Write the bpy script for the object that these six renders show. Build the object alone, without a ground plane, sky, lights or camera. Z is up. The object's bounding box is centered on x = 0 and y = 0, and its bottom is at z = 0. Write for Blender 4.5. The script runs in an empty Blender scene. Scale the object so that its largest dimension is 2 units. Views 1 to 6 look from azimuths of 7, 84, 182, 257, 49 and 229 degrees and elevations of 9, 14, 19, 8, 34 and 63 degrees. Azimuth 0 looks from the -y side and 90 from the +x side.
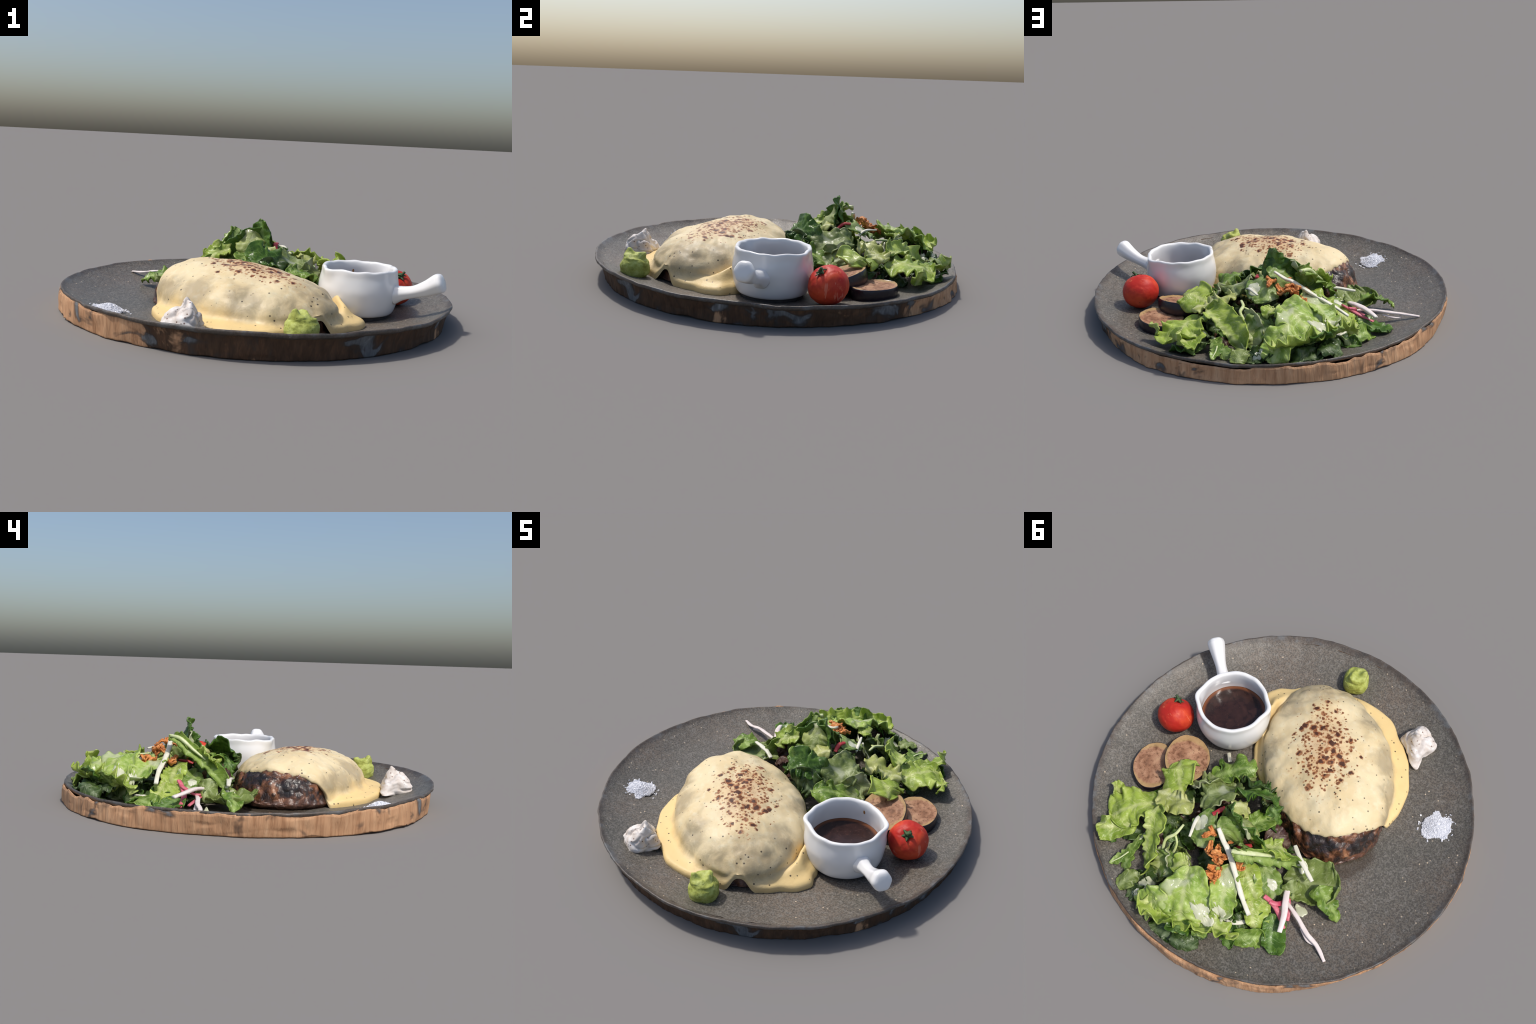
"""Cheese-covered hamburger steak with salad on a stoneware plate with a live-edge wooden base."""
import bpy, bmesh, math, random
from math import sin, cos, pi, radians, hypot, atan2, exp, sqrt
from mathutils import Vector, Matrix, noise
from mathutils.bvhtree import BVHTree

RNG = random.Random(7)


# ------------------------------------------------------------------ helpers
def nz(x, y, z=0.0, s=1.0, off=0.0):
    return noise.noise(Vector((x * s + off, y * s - off * 0.7, z * s + off * 0.31)))


def fbm(x, y, z, s, off=0.0, octv=3):
    a, t = 1.0, 0.0
    for i in range(octv):
        t += a * nz(x, y, z, s, off + 11.3 * i)
        s *= 2.0
        a *= 0.5
    return t


def smooth(a, b, x):
    t = min(1.0, max(0.0, (x - a) / (b - a)))
    return t * t * (3 - 2 * t)


def lerp_table(tab, x):
    """piecewise-linear, periodic (degrees) table lookup with smooth blending"""
    x = x % 360
    n = len(tab)
    for i in range(n):
        a, va = tab[i]
        b, vb = tab[(i + 1) % n]
        if b <= a:
            b += 360
        xx = x if x >= a else x + 360
        if a <= xx <= b:
            t = (xx - a) / (b - a)
            t = t * t * (3 - 2 * t)
            return va + (vb - va) * t
    return tab[0][1]


def crom(pts, n):
    """Catmull-Rom resample of tuples into n points (uniform in index)"""
    out = []
    m = len(pts)
    dim = len(pts[0])
    for i in range(n):
        t = i / (n - 1) * (m - 1)
        k = min(int(t), m - 2)
        f = t - k
        p1, p2 = pts[k], pts[k + 1]
        p0 = pts[k - 1] if k > 0 else tuple(2 * p1[j] - p2[j] for j in range(dim))
        p3 = pts[k + 2] if k + 2 < m else tuple(2 * p2[j] - p1[j] for j in range(dim))
        q = []
        for j in range(dim):
            a, b, c, d = p0[j], p1[j], p2[j], p3[j]
            q.append(0.5 * (2 * b + (c - a) * f + (2 * a - 5 * b + 4 * c - d) * f * f
                            + (3 * b - a - 3 * c + d) * f ** 3))
        out.append(tuple(q))
    return out


def arc_resample(pts, n):
    """resample a polyline to n points evenly spaced along its length"""
    L = [0.0]
    for a, b in zip(pts, pts[1:]):
        L.append(L[-1] + math.dist(a, b))
    out, k = [], 0
    for i in range(n):
        t = L[-1] * i / (n - 1)
        while k < len(L) - 2 and L[k + 1] < t:
            k += 1
        f = (t - L[k]) / max(1e-9, L[k + 1] - L[k])
        out.append(tuple(a + (b - a) * f for a, b in zip(pts[k], pts[k + 1])))
    return out


def mesh_data(name, verts, faces, mat, smooth_shade=True):
    me = bpy.data.meshes.new(name)
    me.from_pydata(verts, [], faces)
    me.update()
    if smooth_shade:
        me.polygons.foreach_set("use_smooth", [True] * len(me.polygons))
    if mat:
        me.materials.append(mat)
    return me


def fix_normals(me):
    bm = bmesh.new()
    bm.from_mesh(me)
    bmesh.ops.recalc_face_normals(bm, faces=bm.faces)
    bm.to_mesh(me)
    bm.free()


def add(name, me, parent=None, loc=None):
    ob = bpy.data.objects.new(name, me)
    bpy.context.scene.collection.objects.link(ob)
    if parent:
        ob.parent = parent
    if loc:
        ob.location = loc
    return ob


def empty(name, loc=(0, 0, 0)):
    ob = bpy.data.objects.new(name, None)
    bpy.context.scene.collection.objects.link(ob)
    ob.location = loc
    return ob


def tag(ob, label, cat):
    ob["label"] = label
    ob["category"] = cat


def revolve_faces(nt, nr, cap_first=True, cap_last=True):
    """rings of nt vertices, nr rings; ring-major order"""
    F = []
    for j in range(nr - 1):
        for i in range(nt):
            a = j * nt + i
            b = j * nt + (i + 1) % nt
            F.append((a, b, b + nt, a + nt))
    if cap_first:
        F.append(tuple(range(nt - 1, -1, -1)))
    if cap_last:
        F.append(tuple((nr - 1) * nt + i for i in range(nt)))
    return F


# ---------------------------------------------------------------- materials
class NT:
    def __init__(self, name, rough=0.6, spec=0.4):
        self.m = bpy.data.materials.new(name)
        self.m.use_nodes = True
        self.t = self.m.node_tree
        self.t.nodes.clear()
        self.out = self.n('ShaderNodeOutputMaterial')
        self.b = self.n('ShaderNodeBsdfPrincipled')
        self.t.links.new(self.b.outputs[0], self.out.inputs[0])
        self.b.inputs['Roughness'].default_value = rough
        self.b.inputs['Specular IOR Level'].default_value = spec
        self.tc = self.n('ShaderNodeTexCoord')

    def n(self, kind, **kw):
        nd = self.t.nodes.new(kind)
        for k, v in kw.items():
            setattr(nd, k, v)
        return nd

    def link(self, a, b):
        self.t.links.new(a, b)

    def put(self, sock, v):
        if hasattr(v, 'links') or isinstance(v, bpy.types.NodeSocket):
            self.link(v, sock)
        elif isinstance(v, (int, float)):
            sock.default_value = v
        else:
            sock.default_value = tuple(v) + ((1.0,) if len(v) == 3 and len(sock.default_value) == 4 else ())

    def coord(self, scale=(1, 1, 1), loc=(0, 0, 0), rot=(0, 0, 0), kind='Object'):
        mp = self.n('ShaderNodeMapping')
        self.link(self.tc.outputs[kind], mp.inputs[0])
        mp.inputs['Location'].default_value = loc
        mp.inputs['Rotation'].default_value = rot
        mp.inputs['Scale'].default_value = scale if hasattr(scale, '__len__') else (scale,) * 3
        return mp.outputs[0]

    def noise(self, scale, detail=4, rough=0.55, dist=0.0, vec=None):
        nd = self.n('ShaderNodeTexNoise')
        self.link(vec if vec is not None else self.tc.outputs['Object'], nd.inputs['Vector'])
        nd.inputs['Scale'].default_value = scale
        nd.inputs['Detail'].default_value = detail
        nd.inputs['Roughness'].default_value = rough
        nd.inputs['Distortion'].default_value = dist
        return nd.outputs['Fac']

    def voro(self, scale, feature='F1', vec=None, out='Distance', rand=1.0):
        nd = self.n('ShaderNodeTexVoronoi', feature=feature)
        self.link(vec if vec is not None else self.tc.outputs['Object'], nd.inputs['Vector'])
        nd.inputs['Scale'].default_value = scale
        nd.inputs['Randomness'].default_value = rand
        return nd.outputs[out]

    def ramp(self, fac, stops, interp='LINEAR'):
        nd = self.n('ShaderNodeValToRGB')
        cr = nd.color_ramp
        cr.interpolation = interp
        while len(cr.elements) < len(stops):
            cr.elements.new(0.5)
        for e, (p, c) in zip(cr.elements, stops):
            e.position = p
            e.color = (c, c, c, 1) if isinstance(c, (int, float)) else tuple(c) + (1,)
        self.link(fac, nd.inputs[0])
        return nd.outputs[0]

    def step(self, fac, a, b):
        nd = self.n('ShaderNodeMapRange', interpolation_type='SMOOTHSTEP')
        self.put(nd.inputs[0], fac)
        nd.inputs[1].default_value = a
        nd.inputs[2].default_value = b
        return nd.outputs[0]

    def math(self, op, a, b=0.0, c=0.0):
        nd = self.n('ShaderNodeMath', operation=op)
        self.put(nd.inputs[0], a)
        self.put(nd.inputs[1], b)
        self.put(nd.inputs[2], c)
        return nd.outputs[0]

    def mix(self, fac, a, b, blend='MIX'):
        nd = self.n('ShaderNodeMix', data_type='RGBA', blend_type=blend)
        self.put(nd.inputs[0], fac)
        self.put(nd.inputs[6], a)
        self.put(nd.inputs[7], b)
        return nd.outputs[2]

    def blob(self, centre, radius, squash=(1, 1, 1), kind='Object', rotz=0.0):
        """1 at centre falling to 0 at radius"""
        v1 = self.n('ShaderNodeVectorMath', operation='SUBTRACT')
        self.link(self.tc.outputs[kind], v1.inputs[0])
        v1.inputs[1].default_value = centre
        mp = self.n('ShaderNodeMapping')
        self.link(v1.outputs[0], mp.inputs[0])
        mp.inputs['Rotation'].default_value = (0, 0, -rotz)
        mp2 = self.n('ShaderNodeMapping')
        self.link(mp.outputs[0], mp2.inputs[0])
        mp2.inputs['Scale'].default_value = tuple(s / radius for s in squash)
        ln = self.n('ShaderNodeVectorMath', operation='LENGTH')
        self.link(mp2.outputs[0], ln.inputs[0])
        return self.math('SUBTRACT', 1.0, ln.outputs['Value'])

    def bump(self, h, strength=0.4, dist=0.01):
        nd = self.n('ShaderNodeBump')
        nd.inputs['Strength'].default_value = strength
        nd.inputs['Distance'].default_value = dist
        self.link(h, nd.inputs['Height'])
        self.link(nd.outputs[0], self.b.inputs['Normal'])
        return nd

    def color(self, c):
        self.put(self.b.inputs['Base Color'], c)


def mat_plate():
    m = NT('stoneware_glaze', 0.42, 0.5)
    big = m.noise(2.2, 4, 0.6)
    fine = m.noise(120, 3, 0.7)
    grain = m.noise(48, 4, 0.75)
    c = m.mix(m.step(big, 0.35, 0.68), (0.122, 0.113, 0.092), (0.172, 0.138, 0.106))
    c = m.mix(m.math('MULTIPLY', m.step(grain, 0.46, 0.60), 0.7), c, (0.205, 0.19, 0.165))
    c = m.mix(m.math('MULTIPLY', m.step(fine, 0.45, 0.56), 0.62), c, (0.035, 0.032, 0.028))
    # sparse pale crumbs and specks
    vd = m.voro(42, 'F1')
    vc = m.voro(42, 'F1', out='Color')
    sp = m.n('ShaderNodeSeparateColor')
    m.link(vc, sp.inputs[0])
    pick = m.step(sp.outputs[0], 0.86, 0.9)
    dense = m.step(m.noise(2.6, 2), 0.36, 0.55)
    dot = m.math('MULTIPLY', m.math('SUBTRACT', 1.0, m.step(vd, 0.11, 0.2)), pick)
    dot = m.math('MULTIPLY', dot, dense)
    c = m.mix(dot, c, (0.60, 0.48, 0.34))
    # rim: darker bluish/brown edge band
    sx = m.n('ShaderNodeSeparateXYZ')
    m.link(m.tc.outputs['Object'], sx.inputs[0])
    r = m.math('SQRT', m.math('ADD', m.math('MULTIPLY', sx.outputs[0], sx.outputs[0]),
                              m.math('MULTIPLY', sx.outputs[1], sx.outputs[1])))
    rim = m.step(m.math('ADD', r, m.math('MULTIPLY', m.math('SUBTRACT', m.noise(16, 5, 0.7), 0.5), 0.05)), 0.955, 0.985)
    rc = m.ramp(m.noise(9, 4, 0.7), [(0.35, (0.035, 0.03, 0.027)), (0.5, (0.07, 0.05, 0.038)), (0.62, (0.10, 0.105, 0.11)), (0.75, (0.17, 0.17, 0.17))])
    c = m.mix(m.math('MULTIPLY', rim, 0.75), c, rc)
    # a wet ring of sauce juice round the steak
    wet = m.step(m.math('ADD', m.blob((-0.34, -0.06, 0.02), 0.27), m.math('MULTIPLY', m.math('SUBTRACT', m.noise(9, 3), 0.5), 0.5)), 0.1, 0.3)
    c = m.mix(m.math('MULTIPLY', wet, 0.55), c, (0.05, 0.034, 0.02))
    m.color(c)
    m.put(m.b.inputs['Roughness'], m.math('SUBTRACT', 0.46, m.math('MULTIPLY', wet, 0.28)))
    m.bump(m.math('ADD', grain, m.math('MULTIPLY', fine, 0.6)), 0.35, 0.004)
    return m.m


def mat_wood():
    m = NT('live_edge_wood', 0.72, 0.25)
    # grain runs along the height: stretch noise in z
    g = m.noise(30, 5, 0.6, 0.4, m.coord((1, 1, 0.10), rot=(0.12, 0.05, 0)))
    g2 = m.noise(80, 3, 0.6, 0.3, m.coord((1, 1, 0.08), rot=(-0.1, 0.16, 0)))
    big = m.noise(3.2, 3, 0.5)
    c = m.ramp(g, [(0.25, (0.30, 0.15, 0.075)), (0.42, (0.47, 0.26, 0.14)), (0.6, (0.56, 0.33, 0.185)), (0.78, (0.64, 0.41, 0.25))])
    c = m.mix(m.math('MULTIPLY', m.step(g2, 0.52, 0.7), 0.45), c, (0.26, 0.125, 0.06))
    # scan's baked shade painted in dark patches over the -y and +x sides
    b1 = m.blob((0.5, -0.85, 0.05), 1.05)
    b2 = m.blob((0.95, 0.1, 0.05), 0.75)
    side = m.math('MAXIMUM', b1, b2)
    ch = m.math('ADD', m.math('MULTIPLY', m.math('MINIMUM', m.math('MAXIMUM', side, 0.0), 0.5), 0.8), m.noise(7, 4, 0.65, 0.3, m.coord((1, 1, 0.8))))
    baked_shade = m.step(ch, 0.66, 0.78)
    bark = m.ramp(m.noise(34, 4, 0.7, 0.4, m.coord((1, 1, 0.25))), [(0.3, (0.018, 0.012, 0.009)), (0.55, (0.055, 0.03, 0.018)), (0.75, (0.12, 0.06, 0.032))])  # streaky near-black browns of that painted shade
    c = m.mix(m.math('MULTIPLY', baked_shade, 0.93), c, bark)
    # silvery-grey waxy stains with dark halos
    st0 = m.noise(7.0, 3, 0.5, 0.7, m.coord((1, 1, 1.3), loc=(3.1, 1.7, 0.4)))
    st = m.math('ADD', st0, m.math('MULTIPLY', baked_shade, 0.045))
    halo = m.step(st, 0.55, 0.655)
    core = m.step(st, 0.625, 0.69)
    c = m.mix(m.math('MULTIPLY', halo, 0.8), c, (0.05, 0.042, 0.038))
    grey = m.ramp(m.noise(30, 4, 0.7, 0.2, m.coord((1, 1, 0.3))), [(0.3, (0.06, 0.065, 0.07)), (0.6, (0.17, 0.18, 0.19)), (0.8, (0.36, 0.38, 0.4))])
    c = m.mix(m.math('MULTIPLY', core, 0.9), c, grey)
    # dark top edge under the plate
    sx = m.n('ShaderNodeSeparateXYZ')
    m.link(m.tc.outputs['Object'], sx.inputs[0])
    m.color(c)
    m.bump(m.math('ADD', g, m.math('MULTIPLY', g2, 0.7)), 0.5, 0.010)
    return m.m


def mat_cheese():
    m = NT('melted_cheese', 0.45, 0.35)
    C = (-0.031, -0.278, 0)
    rot = -0.576
    big = m.noise(5, 4, 0.55)
    mott = m.noise(26, 4, 0.6)
    c = m.mix(m.step(big, 0.35, 0.65), (0.66, 0.52, 0.29), (0.72, 0.60, 0.37))
    c = m.mix(m.math('MULTIPLY', m.step(mott, 0.5, 0.72), 0.4), c, (0.74, 0.69, 0.50))
    # yellow pool that ran off the steak onto the plate
    el = m.blob(C, 1.0, (1 / 0.514, 1 / 0.344, 0.0), rotz=rot)
    pool = m.step(m.math('ADD', el, m.math('MULTIPLY', m.math('SUBTRACT', m.noise(9, 3), 0.5), 0.16)), 0.05, -0.07)
    c = m.mix(m.math('MULTIPLY', pool, 0.9), c, (0.76, 0.555, 0.245))
    # thin places: the dark steak shows through greyish
    thin = None
    for cen, rad in [((0.33, -0.5, 0.13), 0.2), ((0.22, -0.62, 0.10), 0.17), ((-0.37, -0.42, 0.17), 0.13), ((-0.22, -0.52, 0.17), 0.15),
                     ((0.33, -0.33, 0.16), 0.12), ((0.02, -0.6, 0.14), 0.15), ((-0.45, -0.33, 0.15), 0.1), ((0.2, -0.1, 0.15), 0.12)]:
        b = m.math('MAXIMUM', m.blob(cen, rad), 0.0)
        thin = b if thin is None else m.math('MAXIMUM', thin, b)
    thin = m.step(m.math('MULTIPLY', thin, m.math('ADD', -0.25, m.math('MULTIPLY', m.noise(11, 5, 0.7, 0.6), 2.6))), 0.12, 0.75)
    c = m.mix(m.math('MULTIPLY', thin, 0.5), c, (0.17, 0.13, 0.085))
    # toasted freckles, thick in a patch on the crown
    core = m.math('MAXIMUM', m.blob((0.02, -0.29, 0.26), 0.34, (1.0, 1.7, 0.5), rotz=radians(-45)), 0.0)
    wide = m.math('MAXIMUM', m.blob((0.0, -0.28, 0.26), 0.62, (1, 1.3, 0.5), rotz=rot), 0.0)
    dens = m.math('ADD', m.math('MULTIPLY', m.math('POWER', core, 0.6), 0.17), m.math('MULTIPLY', wide, 0.085))
    f1 = m.noise(33, 4, 0.58, 0.3)
    zone = m.math('MINIMUM', m.math('ADD', m.math('MULTIPLY', m.math('POWER', core, 0.55), 0.98), m.math('MULTIPLY', wide, 0.36)), 0.97)
    tint = m.step(m.math('ADD', m.math('MULTIPLY', core, 0.8), m.math('MULTIPLY', m.noise(14, 4), 0.6)), 0.45, 0.95)
    c = m.mix(m.math('MULTIPLY', tint, 0.42), c, (0.50, 0.25, 0.10))

    def spots(scale, loc, colour, dark, gain, strength):
        # irregular scorched dots: warped cells, each with its own size that grows toward the crown
        wob = m.n('ShaderNodeTexNoise')
        vec = m.coord((1, 1, 1), loc=loc)
        m.link(vec, wob.inputs['Vector'])
        wob.inputs['Scale'].default_value = scale * 1.3
        wob.inputs['Detail'].default_value = 3
        sc = m.n('ShaderNodeVectorMath', operation='SCALE')
        m.link(wob.outputs['Color'], sc.inputs[0])
        sc.inputs['Scale'].default_value = 0.9 / scale
        ad = m.n('ShaderNodeVectorMath', operation='ADD')
        m.link(vec, ad.inputs[0])
        m.link(sc.outputs[0], ad.inputs[1])
        d = m.voro(scale, vec=ad.outputs[0])
        se = m.n('ShaderNodeSeparateColor')
        m.link(m.voro(scale, vec=ad.outputs[0], out='Color'), se.inputs[0])
        rad = m.math('MULTIPLY', m.math('SUBTRACT', m.math('ADD', se.outputs[0], zone), 1.0), gain)
        halo = m.step(m.math('SUBTRACT', rad, d), -0.10, 0.10)
        halo = m.math('MULTIPLY', halo, m.step(rad, 0.0, 0.08))
        deep = m.step(m.math('SUBTRACT', m.math('MULTIPLY', rad, 0.72), d), -0.05, 0.08)
        deep = m.math('MULTIPLY', deep, m.step(rad, 0.12, 0.3))
        out = m.mix(m.math('MULTIPLY', halo, strength), c, colour)
        return m.mix(m.math('MULTIPLY', deep, 0.93), out, dark)
    c = spots(58, (1.3, 0.4, 2.0), (0.40, 0.16, 0.05), (0.14, 0.045, 0.016), 0.85, 0.75)
    c = spots(27, (0.2, 0.7, 0.1), (0.30, 0.095, 0.028), (0.055, 0.018, 0.010), 0.80, 0.85)
    # black pepper
    vd = m.voro(36)
    vc = m.voro(36, out='Color')
    sp = m.n('ShaderNodeSeparateColor')
    m.link(vc, sp.inputs[0])
    pep = m.math('MULTIPLY', m.math('SUBTRACT', 1.0, m.step(vd, 0.12, 0.2)), m.step(sp.outputs[1], 0.55, 0.6))
    pep = m.math('MULTIPLY', pep, m.math('ADD', 0.4, sp.outputs[2]))
    c = m.mix(m.math('MINIMUM', pep, 0.9), c, (0.05, 0.035, 0.025))
    m.color(c)
    m.b.inputs['Subsurface Weight'].default_value = 0.08
    m.b.inputs['Subsurface Radius'].default_value = (0.03, 0.02, 0.01)
    m.b.inputs['Subsurface Scale'].default_value = 0.5
    m.put(m.b.inputs['Roughness'], m.math('ADD', 0.34, m.math('MULTIPLY', mott, 0.3)))
    m.bump(m.math('ADD', m.math('MULTIPLY', mott, 0.7), m.math('MULTIPLY', f1, 0.35)), 0.3, 0.012)
    return m.m


def mat_patty():
    m = NT('seared_meat', 0.4, 0.5)
    n1 = m.noise(11, 4, 0.6, 0.4)
    kn = m.math('ADD', m.voro(26), m.math('MULTIPLY', m.noise(40, 3, 0.6), 0.35))
    n2 = m.math('SUBTRACT', 1.0, kn)
    n3 = m.noise(24, 4, 0.6, 0.2, m.coord((1, 1, 1), loc=(3, 2, 1)))
    c = m.ramp(n1, [(0.34, (0.012, 0.009, 0.008)), (0.46, (0.026, 0.014, 0.011)), (0.53, (0.10, 0.038, 0.017)), (0.62, (0.24, 0.10, 0.045)), (0.74, (0.38, 0.19, 0.09))])
    c = m.mix(m.math('MULTIPLY', m.step(n2, 0.44, 0.64), 0.75), c, (0.012, 0.010, 0.010))
    # less charred fatty foot of the patty
    sx = m.n('ShaderNodeSeparateXYZ')
    m.link(m.tc.outputs['Object'], sx.inputs[0])
    foot = m.step(m.math('ADD', sx.outputs[2], m.math('MULTIPLY', m.math('SUBTRACT', n3, 0.5), 0.16)), 0.075, 0.03)
    meat = m.ramp(n3, [(0.3, (0.04, 0.02, 0.014)), (0.5, (0.15, 0.07, 0.045)), (0.7, (0.28, 0.145, 0.095))])
    c = m.mix(m.math('MULTIPLY', foot, 0.7), c, meat)
    m.color(c)
    m.b.inputs['Coat Weight'].default_value = 0.18
    m.b.inputs['Coat Roughness'].default_value = 0.2
    m.bump(m.math('ADD', m.math('MULTIPLY', n1, 0.6), m.math('MULTIPLY', n2, 0.9)), 0.7, 0.02)
    return m.m


def mat_ceramic():
    m = NT('white_glazed_ceramic', 0.16, 0.5)
    n1 = m.noise(6, 3, 0.5)
    c = m.mix(m.step(n1, 0.35, 0.7), (0.76, 0.755, 0.745), (0.82, 0.81, 0.80))
    m.color(c)
    m.b.inputs['Coat Weight'].default_value = 0.2
    m.b.inputs['Coat Roughness'].default_value = 0.1
    m.bump(n1, 0.1, 0.01)
    return m.m


def mat_sauce():
    m = NT('brown_demi_glace', 0.22, 0.5)
    n = m.noise(20, 4, 0.6, 0.5)
    c = m.ramp(n, [(0.35, (0.018, 0.007, 0.005)), (0.6, (0.036, 0.015, 0.011)), (0.8, (0.06, 0.026, 0.018))])
    v = m.voro(60)
    c = m.mix(m.math('MULTIPLY', m.math('SUBTRACT', 1.0, m.step(v, 0.05, 0.12)), 0.35), c, (0.28, 0.13, 0.07))
    ring = m.step(m.blob((0.0, 0.0, 0.1), 0.175, (1, 1, 0)), 0.14, 0.04)
    c = m.mix(m.math('MULTIPLY', ring, 0.7), c, (0.22, 0.07, 0.02))
    m.color(c)
    m.bump(n, 0.15, 0.004)
    return m.m


def mat_tomato():
    m = NT('grilled_tomato_skin', 0.5, 0.3)
    n = m.noise(9, 4, 0.6)
    n2 = m.noise(40, 3, 0.6)
    c = m.mix(m.step(n, 0.35, 0.66), (0.46, 0.022, 0.014), (0.64, 0.075, 0.026))
    c = m.mix(m.math('MULTIPLY', m.step(n2, 0.62, 0.72), 0.25), c, (0.78, 0.25, 0.12))
    scar = m.noise(10, 3, 0.5, 0.8, m.coord((1.0, 3.5, 1.0), rot=(0.3, 0.2, 0.7)))
    c = m.mix(m.math('MULTIPLY', m.step(scar, 0.66, 0.70), 0.4), c, (0.80, 0.30, 0.20))
    v = m.voro(17)
    c = m.mix(m.math('MULTIPLY', m.math('SUBTRACT', 1.0, m.step(v, 0.05, 0.08)), 0.8), c, (0.08, 0.01, 0.008))
    m.color(c)
    m.bump(m.math('ADD', n, m.math('MULTIPLY', scar, 0.8)), 0.25, 0.012)
    return m.m


def mat_plain(name, cols, scale=20, rough=0.5, spec=0.4, bump=0.3, dist=0.008, trans=0.0):
    m = NT(name, rough, spec)
    n = m.noise(scale, 4, 0.6, 0.2)
    k = len(cols)
    c = m.ramp(n, [(0.3 + 0.4 * i / max(1, k - 1), cc) for i, cc in enumerate(cols)])
    m.color(c)
    if bump:
        m.bump(m.noise(scale * 2.2, 4, 0.6), bump, dist)
    if trans:
        m.b.inputs['Subsurface Weight'].default_value = trans
        m.b.inputs['Subsurface Radius'].default_value = (0.02, 0.02, 0.015)
        m.b.inputs['Subsurface Scale'].default_value = 0.5
    return m.m


def mat_cream():
    m = NT('whipped_cream', 0.5, 0.3)
    n = m.noise(18, 4, 0.6)
    c = m.mix(m.step(n, 0.35, 0.7), (0.60, 0.53, 0.47), (0.78, 0.75, 0.72))
    v = m.voro(60)
    vc = m.voro(60, out='Color')
    sp = m.n('ShaderNodeSeparateColor')
    m.link(vc, sp.inputs[0])
    zone = m.step(m.math('ADD', m.blob((0.02, -0.02, 0.09), 0.16), m.math('MULTIPLY', m.noise(14, 2), 0.4)), 0.25, 0.6)
    pep = m.math('MULTIPLY', m.math('SUBTRACT', 1.0, m.step(v, 0.16, 0.3)), m.step(sp.outputs[0], 0.45, 0.5))
    c = m.mix(m.math('MULTIPLY', m.math('MULTIPLY', pep, zone), 0.85), c, (0.14, 0.06, 0.035))
    m.color(c)
    m.bump(n, 0.25, 0.008)
    return m.m


def mat_eggplant_flesh():
    m = NT('roasted_eggplant_flesh', 0.6, 0.3)
    n = m.noise(11, 5, 0.65, 0.5)
    n2 = m.noise(48, 4, 0.65)
    c = m.ramp(n, [(0.32, (0.07, 0.03, 0.016)), (0.42, (0.26, 0.125, 0.068)), (0.58, (0.42, 0.235, 0.14)), (0.76, (0.52, 0.34, 0.19))])
    # seeds and dark flecks
    c = m.mix(m.math('MULTIPLY', m.step(n2, 0.53, 0.62), 0.75), c, (0.13, 0.055, 0.026))
    # pale yellowish ring beneath the skin
    sx = m.n('ShaderNodeSeparateXYZ')
    m.link(m.tc.outputs['Object'], sx.inputs[0])
    r = m.math('SQRT', m.math('ADD', m.math('MULTIPLY', sx.outputs[0], sx.outputs[0]), m.math('MULTIPLY', sx.outputs[1], sx.outputs[1])))
    ring = m.step(m.math('ADD', r, m.math('MULTIPLY', m.math('SUBTRACT', n, 0.5), 0.05)), 0.100, 0.118)
    c = m.mix(m.math('MULTIPLY', ring, 0.75), c, (0.40, 0.27, 0.115))
    m.color(c)
    m.bump(m.math('ADD', n, n2), 0.5, 0.008)
    return m.m


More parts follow.
